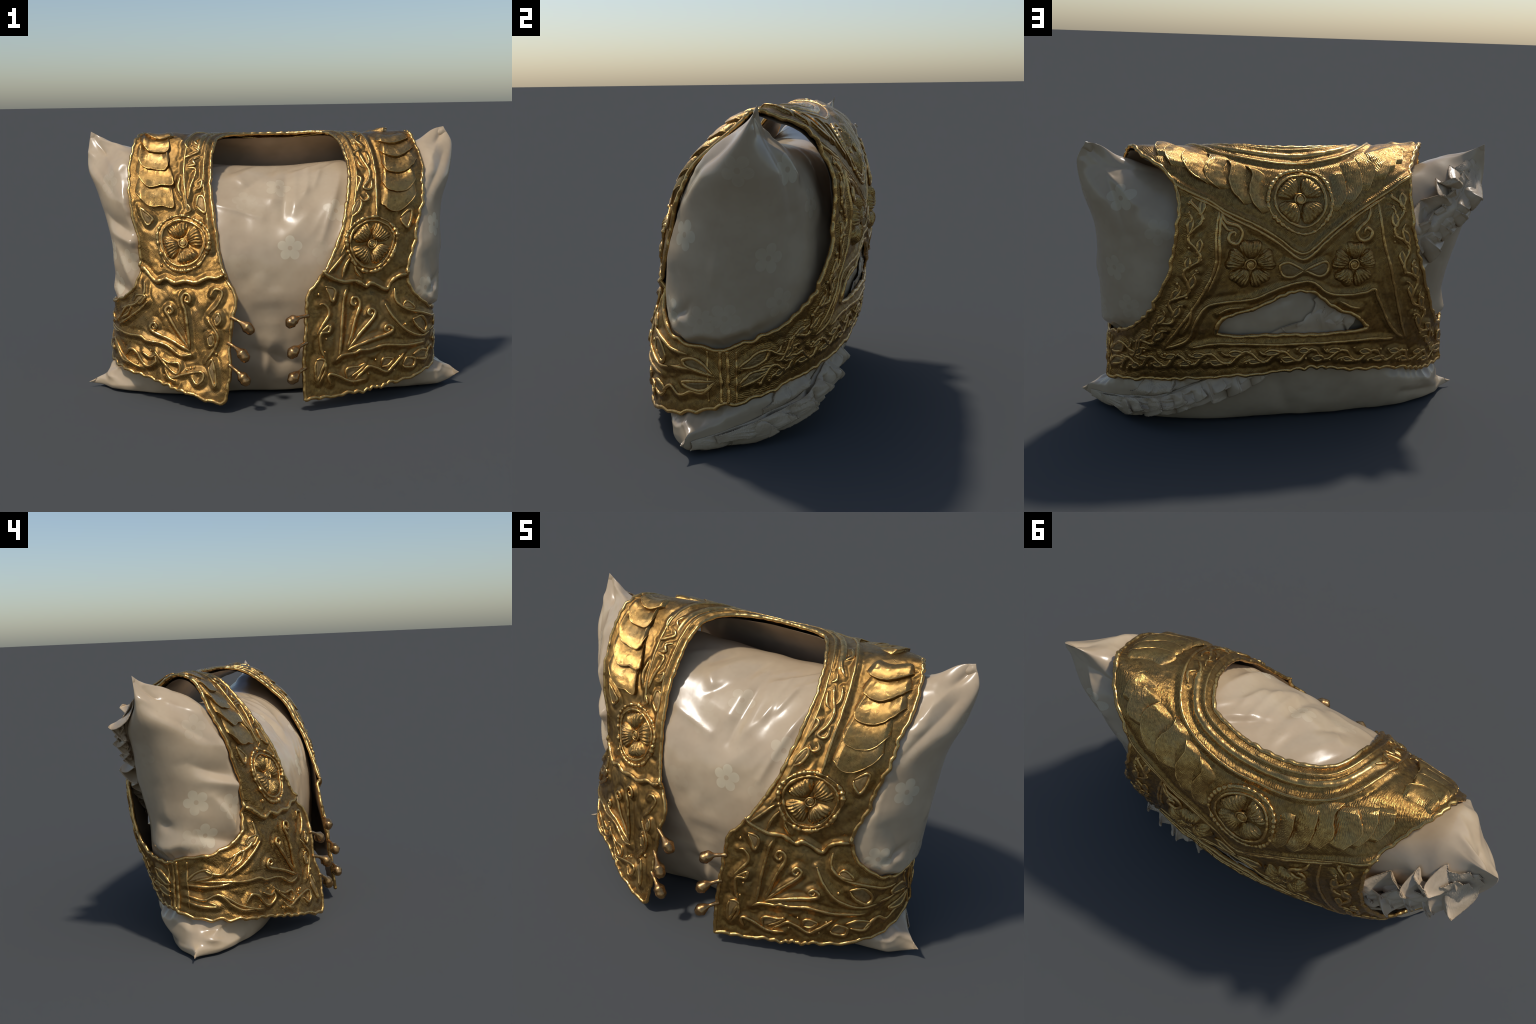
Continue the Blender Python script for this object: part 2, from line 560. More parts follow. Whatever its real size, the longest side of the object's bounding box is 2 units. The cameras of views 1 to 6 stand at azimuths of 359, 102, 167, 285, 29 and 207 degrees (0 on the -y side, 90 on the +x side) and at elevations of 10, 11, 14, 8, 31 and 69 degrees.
def ragged(points, seed, amp, freq):
    """Edge line with the small irregular scallops of the metal-thread border."""
    p = smooth_curve(points, max(20, int(130 * np.linalg.norm(np.diff(np.array(points), axis=0), axis=1).sum())))
    t = np.gradient(p, axis=0)
    n = np.stack([-t[:, 1], t[:, 0]], 1) / np.linalg.norm(t, axis=1)[:, None]
    s = np.r_[0, np.cumsum(np.linalg.norm(np.diff(p, axis=0), axis=1))]
    o = np.stack([s, 0 * s], 1) + seed * 3.7
    w = amp * (.7 * np.abs(np.sin(s * freq * math.pi + 3 * noise(o, 5, seed))) * (1 + .8 * noise(o, 4, seed + 2)) - .35 + .6 * noise(o, freq * 1.6, seed + 1))
    w *= smoothstep(s / .03) * smoothstep((s[-1] - s) / .03)
    return p + n * w[:, None]


EDGES = [ragged(RIGHT_OPENING, 1, .003, 20), ragged(LEFT_HEM, 2, -.011, 17), ragged(LEFT_ARMHOLE, 3, -.008, 15),
         ragged(BACK_HEM, 4, -.012, 14), ragged(RIGHT_ARMHOLE, 5, -.008, 15), ragged(RIGHT_HEM, 6, -.010, 17)]
HOLE = ragged(WINDOW, 7, .007, 14)[:-1]
OUTLINE = np.vstack([e[:-1] if i in (0, 5) else e for i, e in enumerate(EDGES)])

# ---------------------------------------------------------------- embroidery layout (chart)
YOKE = [(.60, .318), (.528, .368), (.431, .414), (.347, .465), (.223, .521), (.122, .580), (.011, .648), (-.10, .575),
        (-.148, .539), (-.276, .451), (-.418, .372), (-.545, .300)]
RIGHT_DIVIDE = [(.235, -.90), (.262, -.925), (.338, -.950), (.405, -.946), (.466, -.974), (.497, -.960), (.537, -.974),
                (.599, -1.002), (.625, -.965), (.665, -.945), (.716, -.945)]
LEFT_DIVIDE = [(-.745, -.880), (-.71, -.890), (-.639, -.945), (-.573, -.927), (-.52, -.943), (-.458, -.932), (-.396, -.940),
               (-.334, -.915), (-.29, -.918), (-.250, -.905)]

SCROLLS = [
    # right front: three stems with curled heads
    [(.36, -1.299), (.378, -1.229), (.405, -1.136), (.429, -1.076), (.420, -1.036), (.390, -1.030), (.380, -1.060), (.402, -1.070), (.410, -1.052)],
    [(.365, -1.294), (.436, -1.21), (.506, -1.141), (.518, -1.108), (.493, -1.092), (.476, -1.115), (.497, -1.128), (.505, -1.110)],
    [(.36, -1.299), (.466, -1.261), (.595, -1.229), (.612, -1.206), (.588, -1.188), (.570, -1.206), (.590, -1.217), (.597, -1.203)],
    # left front
    [(-.444, -1.288), (-.453, -1.187), (-.462, -1.094), (-.480, -1.03), (-.462, -.998), (-.432, -1.008), (-.436, -1.040), (-.460, -1.036), (-.456, -1.018)],
    [(-.444, -1.285), (-.515, -1.196), (-.568, -1.118), (-.586, -1.09), (-.560, -1.070), (-.540, -1.092), (-.562, -1.110), (-.570, -1.092)],
    [(-.44, -1.294), (-.55, -1.247), (-.665, -1.212), (-.685, -1.187), (-.661, -1.165), (-.644, -1.187), (-.665, -1.198), (-.672, -1.183)],
    # back: hanging scrolls under the yoke
    [(.374, .474), (.352, .515), (.305, .530), (.285, .565), (.310, .605), (.345, .592), (.338, .560), (.316, .558), (.320, .578)],
    [(.378, .50), (.350, .545), (.322, .545)],
    [(-.318, .455), (-.300, .507), (-.262, .540), (-.245, .570), (-.270, .600), (-.307, .592), (-.316, .560), (-.290, .546), (-.280, .568)],
]
RIDGES = [
    # right front
    [(.312, -1.34), (.325, -1.25), (.329, -1.173), (.338, -1.076), (.345, -1.02), (.36, -.985)],
    [(.298, -1.345), (.334, -1.322), (.4, -1.317), (.436, -1.303), (.484, -1.303), (.581, -1.289), (.692, -1.308), (.80, -1.312)],
    # left front
    [(-.98, -1.235), (-.90, -1.24), (-.811, -1.250), (-.741, -1.247), (-.71, -1.263), (-.648, -1.266), (-.586, -1.275), (-.502, -1.317), (-.43, -1.308)],
    # back panel frame lines
    [(.634, 1.119), (.52, 1.064), (.484, .975), (.427, .892), (.329, .869), (.25, .859), (.192, .841), (.108, .805), (.011, .778),
     (-.042, .785), (-.117, .836), (-.201, .848), (-.298, .841), (-.345, .825), (-.362, .865), (-.396, .929), (-.436, 1.008), (-.493, 1.073), (-.537, 1.101)],
    [(.50, 1.105), (.396, 1.082), (.20, 1.078), (0, 1.080), (-.2, 1.082), (-.365, 1.085), (-.48, 1.10)],
    [(.385, .462), (.400, .576), (.402, .705), (.453, .836), (.542, .98), (.634, 1.105)],
    [(.372, .462), (.385, .576), (.385, .70), (.43, .83)],
    [(-.358, .432), (-.374, .586), (-.43, .771), (-.497, .989), (-.55, 1.101)],
    # yoke cords, doubled
    [(a, b + .004) for a, b in YOKE],
    [(a * .95, b + .030) for a, b in YOKE[1:-1]],
    # side straps
    [(.85, -1.262), (.95, -1.262), (1.0, -1.285)], [(-1.03, -1.25), (-.95, -1.262), (-.87, -1.25)],
]
VINES = [
    # right front, upright border
    [(.245, -.978), (.285, -.983), (.296, -1.006), (.281, -1.048), (.262, -1.015), (.248, -.985)],
    [(.214, -1.062), (.237, -1.060), (.256, -1.085), (.259, -1.118), (.228, -1.164), (.201, -1.21)],
    [(.201, -1.21), (.232, -1.187), (.267, -1.164), (.260, -1.199), (.223, -1.201), (.214, -1.234), (.219, -1.285), (.236, -1.336)],
    [(.192, -1.336), (.219, -1.331), (.237, -1.345), (.223, -1.382), (.197, -1.438), (.186, -1.377), (.192, -1.34)],
    [(.236, -1.336), (.238, -1.39), (.21, -1.45)],
    # right front, hem border
    [(.272, -1.462), (.254, -1.424), (.267, -1.408), (.312, -1.424), (.356, -1.447), (.40, -1.456), (.47, -1.452)],
    [(.36, -1.442), (.354, -1.401), (.378, -1.387), (.427, -1.387), (.466, -1.374), (.43, -1.41), (.385, -1.432)],
    [(.405, -1.448), (.445, -1.42), (.484, -1.389), (.533, -1.403), (.595, -1.430), (.63, -1.401), (.683, -1.345)],
    [(.683, -1.405), (.701, -1.373), (.741, -1.385), (.738, -1.424), (.696, -1.422), (.683, -1.408)],
    [(.560, -1.395), (.568, -1.359), (.621, -1.365), (.600, -1.398), (.565, -1.40)],
    [(.735, -1.364), (.78, -1.345), (.825, -1.370), (.807, -1.400), (.754, -1.388)],
    [(.80, -1.40), (.85, -1.345), (.89, -1.375), (.93, -1.352), (.966, -1.354), (1.0, -1.31)],
]
VINES += [
    # right front, side
    [(.648, -1.002), (.648, -1.062), (.67, -1.099), (.723, -1.136), (.785, -1.159), (.86, -1.19), (.92, -1.20)],
    [(.683, -1.096), (.71, -1.083), (.742, -1.127), (.701, -1.117), (.683, -1.098)],
    [(.586, -1.076), (.626, -1.155), (.692, -1.234), (.776, -1.275), (.84, -1.27)],
    [(.73, -1.18), (.78, -1.175), (.82, -1.225), (.80, -1.262), (.752, -1.225), (.732, -1.185)],
    [(.997, -1.282), (.944, -1.264), (.910, -1.247), (.905, -1.226), (.94, -1.216), (.971, -1.238), (.997, -1.278)],
    [(1.001, -1.306), (.966, -1.344), (.926, -1.34), (.90, -1.32), (.95, -1.308), (1.0, -1.302)],
]
VINES += [
    # left front, upright border
    [(-.316, -1.002), (-.298, -.974), (-.263, -.990), (-.281, -1.043), (-.329, -1.099)],
    [(-.303, -1.118), (-.287, -1.095), (-.272, -1.127), (-.294, -1.154), (-.306, -1.125)],
    [(-.343, -1.127), (-.321, -1.159), (-.290, -1.21), (-.307, -1.271), (-.352, -1.34)],
    [(-.345, -1.215), (-.318, -1.20), (-.312, -1.25), (-.335, -1.26), (-.345, -1.22)],
    [(-.338, -1.359), (-.321, -1.327), (-.303, -1.387), (-.303, -1.455), (-.329, -1.401), (-.338, -1.363)],
    # left front, hem border
    [(-.917, -1.300), (-.88, -1.335), (-.847, -1.366), (-.789, -1.395), (-.74, -1.405)],
    [(-.829, -1.366), (-.798, -1.322), (-.763, -1.334), (-.736, -1.373), (-.705, -1.393), (-.657, -1.366), (-.66, -1.335)],
    [(-.732, -1.326), (-.688, -1.345), (-.650, -1.322)],
    [(-.661, -1.312), (-.608, -1.362), (-.537, -1.405), (-.505, -1.393), (-.513, -1.357), (-.581, -1.357), (-.625, -1.338)],
    [(-.59, -1.43), (-.54, -1.425), (-.48, -1.405), (-.374, -1.389), (-.368, -1.428), (-.40, -1.446), (-.430, -1.415)],
    [(-.60, -1.395), (-.57, -1.43), (-.53, -1.44)],
]
VINES += [
    # left front, side
    [(-.718, -.955), (-.723, -1.025), (-.776, -1.085), (-.873, -1.127)],
    [(-.789, -1.073), (-.763, -1.039), (-.714, -1.036), (-.745, -1.080), (-.786, -1.075)],
    [(-.701, -1.062), (-.767, -1.127), (-.878, -1.215)],
    [(-1.03, -1.238), (-.997, -1.192), (-.957, -1.176), (-.94, -1.21), (-1.0, -1.232)],
    [(-.971, -1.169), (-.94, -1.196), (-.895, -1.196), (-.842, -1.118), (-.805, -1.102), (-.825, -1.148), (-.878, -1.187)],
    [(-1.03, -1.30), (-.975, -1.325), (-.922, -1.303), (-.882, -1.355), (-.842, -1.389), (-.79, -1.395)],
    [(-1.03, -1.33), (-.98, -1.355), (-.93, -1.36), (-.96, -1.335)],
]
VINES += [
    # straps
    [(.453, -.24), (.475, -.305), (.499, -.37), (.489, -.431), (.462, -.468), (.480, -.482), (.502, -.475), (.506, -.426)],
    [(.436, -.273), (.449, -.324), (.474, -.352)], [(.43, -.40), (.452, -.42), (.44, -.46), (.428, -.50)],
    [(.44, -.52), (.46, -.545), (.485, -.53), (.47, -.50)], [(.44, -.17), (.455, -.215), (.435, -.235)],
    [(.49, -.24), (.505, -.30), (.49, -.33)], [(.43, -.10), (.45, -.15), (.48, -.19)], [(.44, -.02), (.47, -.07), (.45, -.11)],
    [(.391, -.625), (.405, -.579), (.436, -.537), (.446, -.561), (.427, -.602), (.394, -.625)],
    [(-.427, -.324), (-.387, -.327), (-.391, -.375), (-.413, -.431), (-.427, -.496)],
    [(-.378, -.412), (-.353, -.398), (-.358, -.437), (-.387, -.451)], [(-.466, -.37), (-.477, -.435), (-.462, -.486)],
    [(-.387, -.542), (-.374, -.486), (-.344, -.50), (-.340, -.58), (-.385, -.545)],
    [(-.36, -.25), (-.40, -.27), (-.39, -.30), (-.43, -.31)], [(-.40, -.18), (-.37, -.21), (-.41, -.24), (-.45, -.26)],
    [(-.36, -.10), (-.39, -.14), (-.37, -.17)], [(-.42, -.10), (-.44, -.16), (-.42, -.20)], [(-.44, -.52), (-.42, -.56), (-.45, -.575)],
]
VINES += [
    # drops
    [(.661, -.644), (.714, -.612), (.716, -.658), (.696, -.703), (.668, -.672), (.661, -.647)],
    [(-.695, -.562), (-.639, -.602), (-.632, -.621), (-.661, -.652), (-.681, -.626), (-.695, -.566)],
    # fan beside the right medallion
    [(.352, -.81), (.31, -.86), (.263, -.913)], [(.375, -.835), (.35, -.88), (.33, -.935)], [(.40, -.865), (.41, -.90), (.436, -.93)],
    # back bow and side leaves
    [(.007, .725), (.077, .690), (.116, .706), (.102, .748), (.06, .755), (.012, .727)],
    [(.005, .725), (-.095, .690), (-.112, .729), (-.069, .755), (.002, .727)],
    [(1.028, 1.196), (.953, 1.143), (.905, 1.136), (.914, 1.174), (.966, 1.196), (1.02, 1.200)],
    [(1.028, 1.262), (.975, 1.221), (.895, 1.217), (.935, 1.247), (1.020, 1.272)],
    [(.904, 1.133), (.86, 1.156), (.802, 1.161), (.776, 1.096), (.70, 1.05)],
    [(-.98, 1.20), (-.92, 1.15), (-.87, 1.14), (-.88, 1.18), (-.94, 1.205), (-.975, 1.203)],
    [(-.98, 1.24), (-.90, 1.225), (-.85, 1.23), (-.90, 1.26), (-.97, 1.262)],
]
VINES += [
    # notches beside the panel window
    [(.50, .90), (.51, .97), (.545, 1.03)], [(.27, .895), (.34, .905), (.38, .93)], [(-.18, .875), (-.23, .905), (-.28, .915)],
]
BANDS = [  # running vines: centre line, half width, repeat length
    ([(.95, 1.245), (.69, 1.195), (.37, 1.152), (0, 1.135), (-.26, 1.16), (-.5, 1.20), (-.70, 1.237), (-.88, 1.25)], .034, .165),
    ([(.478, .41), (.487, .50), (.492, .60), (.505, .72), (.565, .87), (.645, 1.0), (.75, 1.10), (.87, 1.175)], .036, .17),
    ([(-.450, .39), (-.450, .48), (-.462, .58), (-.525, .76), (-.60, .95), (-.68, 1.08), (-.80, 1.17)], .036, .17),
]
LEAVES = [  # raised lower edge of each overlapping leaf, and the direction in which it tucks under
    ([(.549, -.560), (.608, -.606), (.665, -.606), (.718, -.567), (.752, -.515)], (.0, .135)),
    ([(.560, -.437), (.600, -.495), (.696, -.503), (.760, -.437)], (.0, .135)),
    ([(.570, -.315), (.603, -.381), (.705, -.386), (.795, -.30)], (.0, .13)),
    ([(.570, -.225), (.60, -.262), (.679, -.277), (.795, -.205)], (.0, .12)),
    ([(.555, -.135), (.60, -.165), (.68, -.165), (.785, -.105)], (.0, .12)),
    ([(-.715, -.480), (-.639, -.547), (-.573, -.541), (-.508, -.543), (-.516, -.43)], (.0, .13)),
    ([(-.712, -.355), (-.643, -.443), (-.570, -.428), (-.505, -.42), (-.515, -.34)], (.0, .125)),
    ([(-.705, -.245), (-.665, -.325), (-.612, -.340), (-.545, -.338), (-.520, -.26)], (.0, .12)),
    ([(-.690, -.155), (-.640, -.225), (-.590, -.235), (-.535, -.225), (-.520, -.16)], (.0, .12)),
    ([(-.665, -.065), (-.615, -.125), (-.560, -.13), (-.505, -.085)], (.0, .12)),
    ([(.620, .02), (.650, .075), (.655, .135), (.640, .20)], (-.12, .02)),
    ([(.570, .075), (.612, .14), (.610, .20), (.583, .262)], (-.12, .02)),
    ([(.493, .115), (.535, .185), (.528, .251), (.489, .307), (.425, .348)], (-.12, .02)),
    ([(.415, .135), (.408, .182), (.442, .261), (.431, .325), (.375, .372)], (-.11, .01)),
    ([(.338, .195), (.320, .245), (.338, .326), (.318, .385), (.268, .442)], (-.10, .0)),
    ([(.262, .235), (.228, .284), (.248, .36), (.240, .42), (.19, .48)], (-.08, .0)),
    ([(-.520, .05), (-.535, .11), (-.525, .17), (-.50, .235)], (.12, .02)),
    ([(-.460, .075), (-.480, .15), (-.475, .22), (-.445, .285)], (.12, .02)),
    ([(-.385, .11), (-.440, .190), (-.443, .238), (-.40, .325)], (.12, .02)),
    ([(-.338, .115), (-.325, .185), (-.358, .27), (-.312, .378)], (.11, .01)),
    ([(-.262, .175), (-.283, .285), (-.278, .368), (-.215, .445)], (.10, .0)),
    ([(-.186, .255), (-.203, .345), (-.194, .414), (-.150, .475)], (.08, .0)),
]
FLOWERS = [  # centre, petal radius, petals, turn, ring radii
    ((.497, -.765), .108, 4, .78, (.118, .137)),
    ((-.470, -.735), .112, 4, .35, (.122, .146)),
    ((.012, .414), .112, 4, .78, (.120, .150)),
    ((.248, .697), .112, 5, .94, ()),
    ((-.237, .708), .108, 5, .94, ()),
]
NECK = [(.352, -.09), (.305, .01), (.254, .05), (.166, .078), (.086, .09), (0, .086), (-.09, .072), (-.175, .04), (-.237, -.01), (-.28, -.10)]


def inset(points, d):
    p = smooth_curve(points, 90)
    t = np.gradient(p, axis=0)
    n = np.stack([t[:, 1], -t[:, 0]], 1) / np.linalg.norm(t, axis=1)[:, None]
    return p + n * d


NECKLINES = [inset([(.30, -.80), (.33, -.735), (.378, -.555), (.396, -.43), (.394, -.33), (.38, -.2)] + NECK +
                   [(-.302, -.22), (-.312, -.35), (-.307, -.48), (-.296, -.63), (-.278, -.78)], d) for d in (.034,)]
NECKLINES += [inset([(.385, -.62), (.396, -.43), (.394, -.33), (.38, -.2)] + NECK +
                    [(-.302, -.22), (-.312, -.35), (-.307, -.48), (-.300, -.56)], d) for d in (.135,)]
NECKLINES += [inset([(.38, -.2)] + NECK + [(-.302, -.22)], d) for d in (.072,)]


def running_vine(path, half, period, seed):
    """Stem that swings across a band, with leaf loops and buds in its bays."""
    rng = random.Random(seed)
    p = smooth_curve(path, 400)
    s = np.r_[0, np.cumsum(np.linalg.norm(np.diff(p, axis=0), axis=1))]
    t = np.gradient(p, axis=0)
    n = np.stack([-t[:, 1], t[:, 0]], 1) / np.linalg.norm(t, axis=1)[:, None]

    def at(x, y):
        x = np.clip(x, 0, s[-1])
        return [np.interp(x, s, p[:, k]) + y * np.interp(x, s, n[:, k]) for k in (0, 1)]

    strokes, buds = [], []
    x = .0
    side = 1
    while x < s[-1] - period * .3:
        h = period * .5 * rng.uniform(.85, 1.15)
        m = rng.uniform(.85, 1.1)
        strokes.append([at(x - .02, -side * half * .55), at(x + h * .2, -side * half * .75 * m), at(x + h * .55, side * half * .1),
                        at(x + h * .9, side * half * .8 * m), at(x + h * 1.15, side * half * .7), at(x + h * 1.35, side * half * .25)])
        c, l, w = x + h * .45, h * rng.uniform(.36, .46), half * rng.uniform(.30, .42)
        y = side * half * .62
        lean = rng.uniform(-.2, .2) * half
        strokes.append([at(c - l, y - side * .5 * w - lean), at(c - l * .2, y + w), at(c + l * .6, y + w * .8 + lean), at(c + l, y + lean),
                        at(c + l * .5, y - w * .7), at(c - l * .4, y - w * .8), at(c - l * .95, y - side * .3 * w - lean)])
        if rng.random() < .7:
            strokes.append([at(c + h * .35, -side * half * .95), at(c + h * .5, -side * half * .55), at(c + h * .75, -side * half * .5), at(c + h * .8, -side * half * .85)])
        for _ in range(2):
            buds.append(at(c + rng.uniform(-.5, .7) * h, -side * half * rng.uniform(.6, 1.0)))
        x += h
        side = -side
    return strokes, buds


BUDS = []
for q, (path, half, period) in enumerate(BANDS):
    st, bd = running_vine(path, half, period, 11 + q)
    VINES += st
    BUDS += bd
BUDS += [(.49, -1.43), (.64, -1.43), (.53, -1.365), (.66, -1.36), (.69, -1.20), (-.44, -1.375), (-.42, -1.37), (-.46, -1.385), (-.76, -1.39),
         (-.69, -1.315), (-.61, -1.425), (.25, -1.235), (.24, -1.30), (.215, -1.015), (-.335, -1.19), (-.30, -1.30), (.405, -.73), (-.60, -.86)]

# ---------------------------------------------------------------- relief of the cloth
_cords = [(smooth_curve(c, 80), k) for c, k in [(c, 1.0) for c in SCROLLS + VINES] + [(c, .8) for c in RIDGES] +
          [(RIGHT_DIVIDE, 1.6), (LEFT_DIVIDE, 1.6)]] + [(c, .6) for c in NECKLINES]
_ck = np.vstack([resample(c, max(8, int(220 * np.linalg.norm(np.diff(c, axis=0), axis=1).sum()))) for c, _ in _cords])
_CORD_KD = kd_of(_ck)
_yoke_poly = np.vstack([smooth_curve(YOKE, 120), [(-.9, .2), (-.9, -.45), (.95, -.45), (.95, .2)]])
_YOKE_KD = kd_of(smooth_curve(YOKE, 400))
_div_poly = [np.vstack([smooth_curve(RIGHT_DIVIDE, 80), [(.9, -.9), (.9, -.3), (.2, -.3), (.15, -.8)]]),
             np.vstack([smooth_curve(LEFT_DIVIDE, 80), [(-.1, -.8), (-.2, -.3), (-.9, -.3), (-.9, -.85)]])]
_DIV_KD = kd_of(np.vstack([smooth_curve(RIGHT_DIVIDE, 300), smooth_curve(LEFT_DIVIDE, 300)]))


def relief(ab):
    ab = np.asarray(ab, float)
    calm = 1 - .65 * inside(_yoke_poly, ab)
    h = calm * (.0045 * noise(ab, 8, 1) + .0026 * noise(ab, 19, 2)) + .0009 * noise(ab, 46, 3)
    d, _ = nearest(_CORD_KD, ab)
    h += .0062 * np.exp(-(d / .017) ** 2) - .0034 * np.exp(-((d - .028) / .011) ** 2)
    d, _ = nearest(_YOKE_KD, ab)
    h += .011 * smoothstep(.5 + np.where(inside(_yoke_poly, ab), d, -d) / .016) * smoothstep((ab[:, 1] + .38) / .45)
    d, _ = nearest(_DIV_KD, ab)
    up = inside(_div_poly[0], ab) | inside(_div_poly[1], ab)
    h += .010 * smoothstep(.5 + np.where(up, d, -d) / .02) * np.exp(-d / .09) - .005 * np.exp(-((d - .03) / .022) ** 2) * ~up
    for (ca, cb), r, n, turn, rings in FLOWERS:
        q = np.hypot(ab[:, 0] - ca, ab[:, 1] - cb)
        if rings:
            h += .006 * np.exp(-((q - rings[0] * 1.06) / .022) ** 2) - .006 * np.exp(-(q / (r * .9)) ** 6)
        else:
            h -= .004 * np.exp(-((q - r * 1.05) / .02) ** 2)
    return np.clip(h, -.008, None) - .004 + .008 * smoothstep(ab[:, 1] / .12) - .006 * smoothstep((ab[:, 1] - .4) / .3)


def surface(ab, lift=0.0):
    ab = np.asarray(ab, float)
    n = skin_normal(ab)
    return skin(ab) + n * (relief(ab) + lift)[:, None], n


# ---------------------------------------------------------------- build the waistcoat
vest = bpy.data.objects.new("embroidered_waistcoat", None)
bpy.context.scene.collection.objects.link(vest)
vest["label"] = "sleeveless open waistcoat of heavily embossed antique gold embroidery"
vest["category"] = "embroidered waistcoat"

ab, tri = clipped_grid([OUTLINE, HOLE], .0046, (-1.11, 1.12, -1.56, 1.38))
outer, nrm = surface(ab)
vn = vertex_normals(outer, tri)
cen = ab[tri].mean(1)
PANELS = {}


def panel_of(q):
    return 2 if q[1] >= 0 else (0 if q[0] > 0 else 1)


region = np.where(cen[:, 1] >= 0, 2, np.where(cen[:, 0] > 0, 0, 1))
for k, name in ((0, "front_panel"), (1, "front_panel"), (2, "back_panel")):
    f = tri[region == k]
    used = np.unique(f)
    new = np.full(len(ab), -1)
    new[used] = np.arange(len(used))
    PANELS[k] = make_object(name, outer[used], new[f], GROUND, vest, normals=vn[used])

lab, ltri = clipped_grid([OUTLINE, HOLE], .016, (-1.11, 1.12, -1.56, 1.38))
ln = skin_normal(lab)
lin = skin(lab) - ln * .016 + ln * (.003 * noise(lab, 7, 8))[:, None]
make_object("lining", lin, ltri[:, ::-1], LINING, vest)


def cord(name, path, radius, material, lift=0.0, step=.006, taper=.03, wob=.16, seed=0, bead=0, flat=.85, closed=False, rough_path=.0012):
    p = np.asarray(path, float)
    length = np.linalg.norm(np.diff(p, axis=0), axis=1).sum()
    p = resample(p, max(6, int(length / step)))
    if closed:
        p = p[:-1]
    s = np.linspace(0, length, len(p))
    o = np.stack([s, 0 * s + seed * 1.3], 1)
    p = p + rough_path * np.stack([noise(o, 32, seed), noise(o, 32, seed + 5)], 1)
    c, n = surface(p, lift)
    r = radius * (1 + wob * noise(o, 34, seed + 9) + .5 * wob * noise(o, 80, seed + 3))
    if bead:
        r *= 1 + .16 * np.sin(s / bead * 2 * math.pi)
    if taper and not closed:
        r *= np.clip(np.sqrt(np.clip(np.minimum(s, length - s) / taper, 0, 1)), .25, 1)
    return tube_mesh(c, n, r, 8, flat, closed)


def add_cord(name, path, radius, material, parent=None, **kw):
    v, f = cord(name, path, radius, material, **kw)
    q = np.asarray(path).mean(0)
    return make_object(name, v, f, material, parent or PANELS[panel_of(q)])


for i, e in enumerate(EDGES):
    add_cord("edge_binding", e, .0095, CORD, parent=vest, lift=-.003, wob=.13, seed=40 + i, taper=.0, flat=1.0, step=.0045, rough_path=.0025)
add_cord("window_binding", np.vstack([HOLE, HOLE[:1]]), .0105, CORD, parent=PANELS[2], lift=-.001, wob=.18, seed=50, closed=True, flat=1.0, step=.0045, rough_path=.002)
for sd, (f0, f1, b0, b1) in enumerate(SEAMS):
    for top, bot in ((f0, f1), (b0, b1)):
        sg = math.copysign(.012, top[0])
        add_cord("side_seam", [(top[0] - sg, top[1]), (bot[0] - sg, bot[1])], .008, CORD, parent=vest, wob=.25, seed=60 + sd, taper=.0)
        add_cord("side_seam", [(top[0] - 4 * sg, top[1]), (bot[0] - 4 * sg, bot[1])], .0045, CORD, parent=vest, wob=.25, seed=64 + sd, taper=.0)
for i, c in enumerate(SCROLLS):
    add_cord("scroll_stem", smooth_curve(c, 90), .0088, CORD, lift=.003, seed=100 + i)
for i, c in enumerate(VINES):
    add_cord("vine_cord", smooth_curve(c, 70), .0076, CORD, lift=.001, seed=200 + i, wob=.2)
for i, c in enumerate(RIDGES):
    add_cord("ridge_cord", smooth_curve(c, 160), .0078, CORD, lift=-.001, seed=300 + i, wob=.2, flat=.8)
for i, c in enumerate(NECKLINES):
    p = resample(c, 200)
    add_cord("neck_braid", p, (.005, .007, .017)[i], CORD, parent=vest, lift=(-.001, -.001, -.0105)[i], seed=340 + i, wob=.10, flat=.8)
for i, c in enumerate((RIGHT_DIVIDE, LEFT_DIVIDE)):
    add_cord("chest_cord", smooth_curve(c, 120), .0115, CORD, lift=.001, seed=360 + i, wob=.25, flat=.85)

k = np.linspace(0, 2 * math.pi, 25)[:-1]
parts = {0: [], 1: [], 2: []}
for i, q in enumerate(BUDS):
    rng = random.Random(i)
    c, n = surface(np.array([q]), .001)
    r = rng.uniform(.0055, .009)
    t = np.cross(n[0], [0, .3, 1.0])
    t /= np.linalg.norm(t)
    u = np.cross(n[0], t)
    vv, ff = [], []
    for lv in range(4):
        z = math.sin(lv / 3.2 * math.pi / 2)
        w = math.cos(lv / 3.2 * math.pi / 2)
        for s in range(8):
            g = s / 8 * 2 * math.pi
            vv.append(c[0] + r * (w * (math.cos(g) * t + 1.3 * math.sin(g) * u) + (z - .2) * n[0]))
    for lv in range(3):
        for s in range(8):
            ff.append((lv * 8 + s, lv * 8 + (s + 1) % 8, lv * 8 + 8 + (s + 1) % 8, lv * 8 + 8 + s))
    ff.append(tuple(range(24, 32)))
    parts[panel_of(q)].append((np.array(vv), ff))
for key, pt in parts.items():
    if pt:
        v, f = merge(pt)
        o = make_object("embroidery_buds", v, f, CORD, PANELS[key])
        o["kind"] = "stuff"


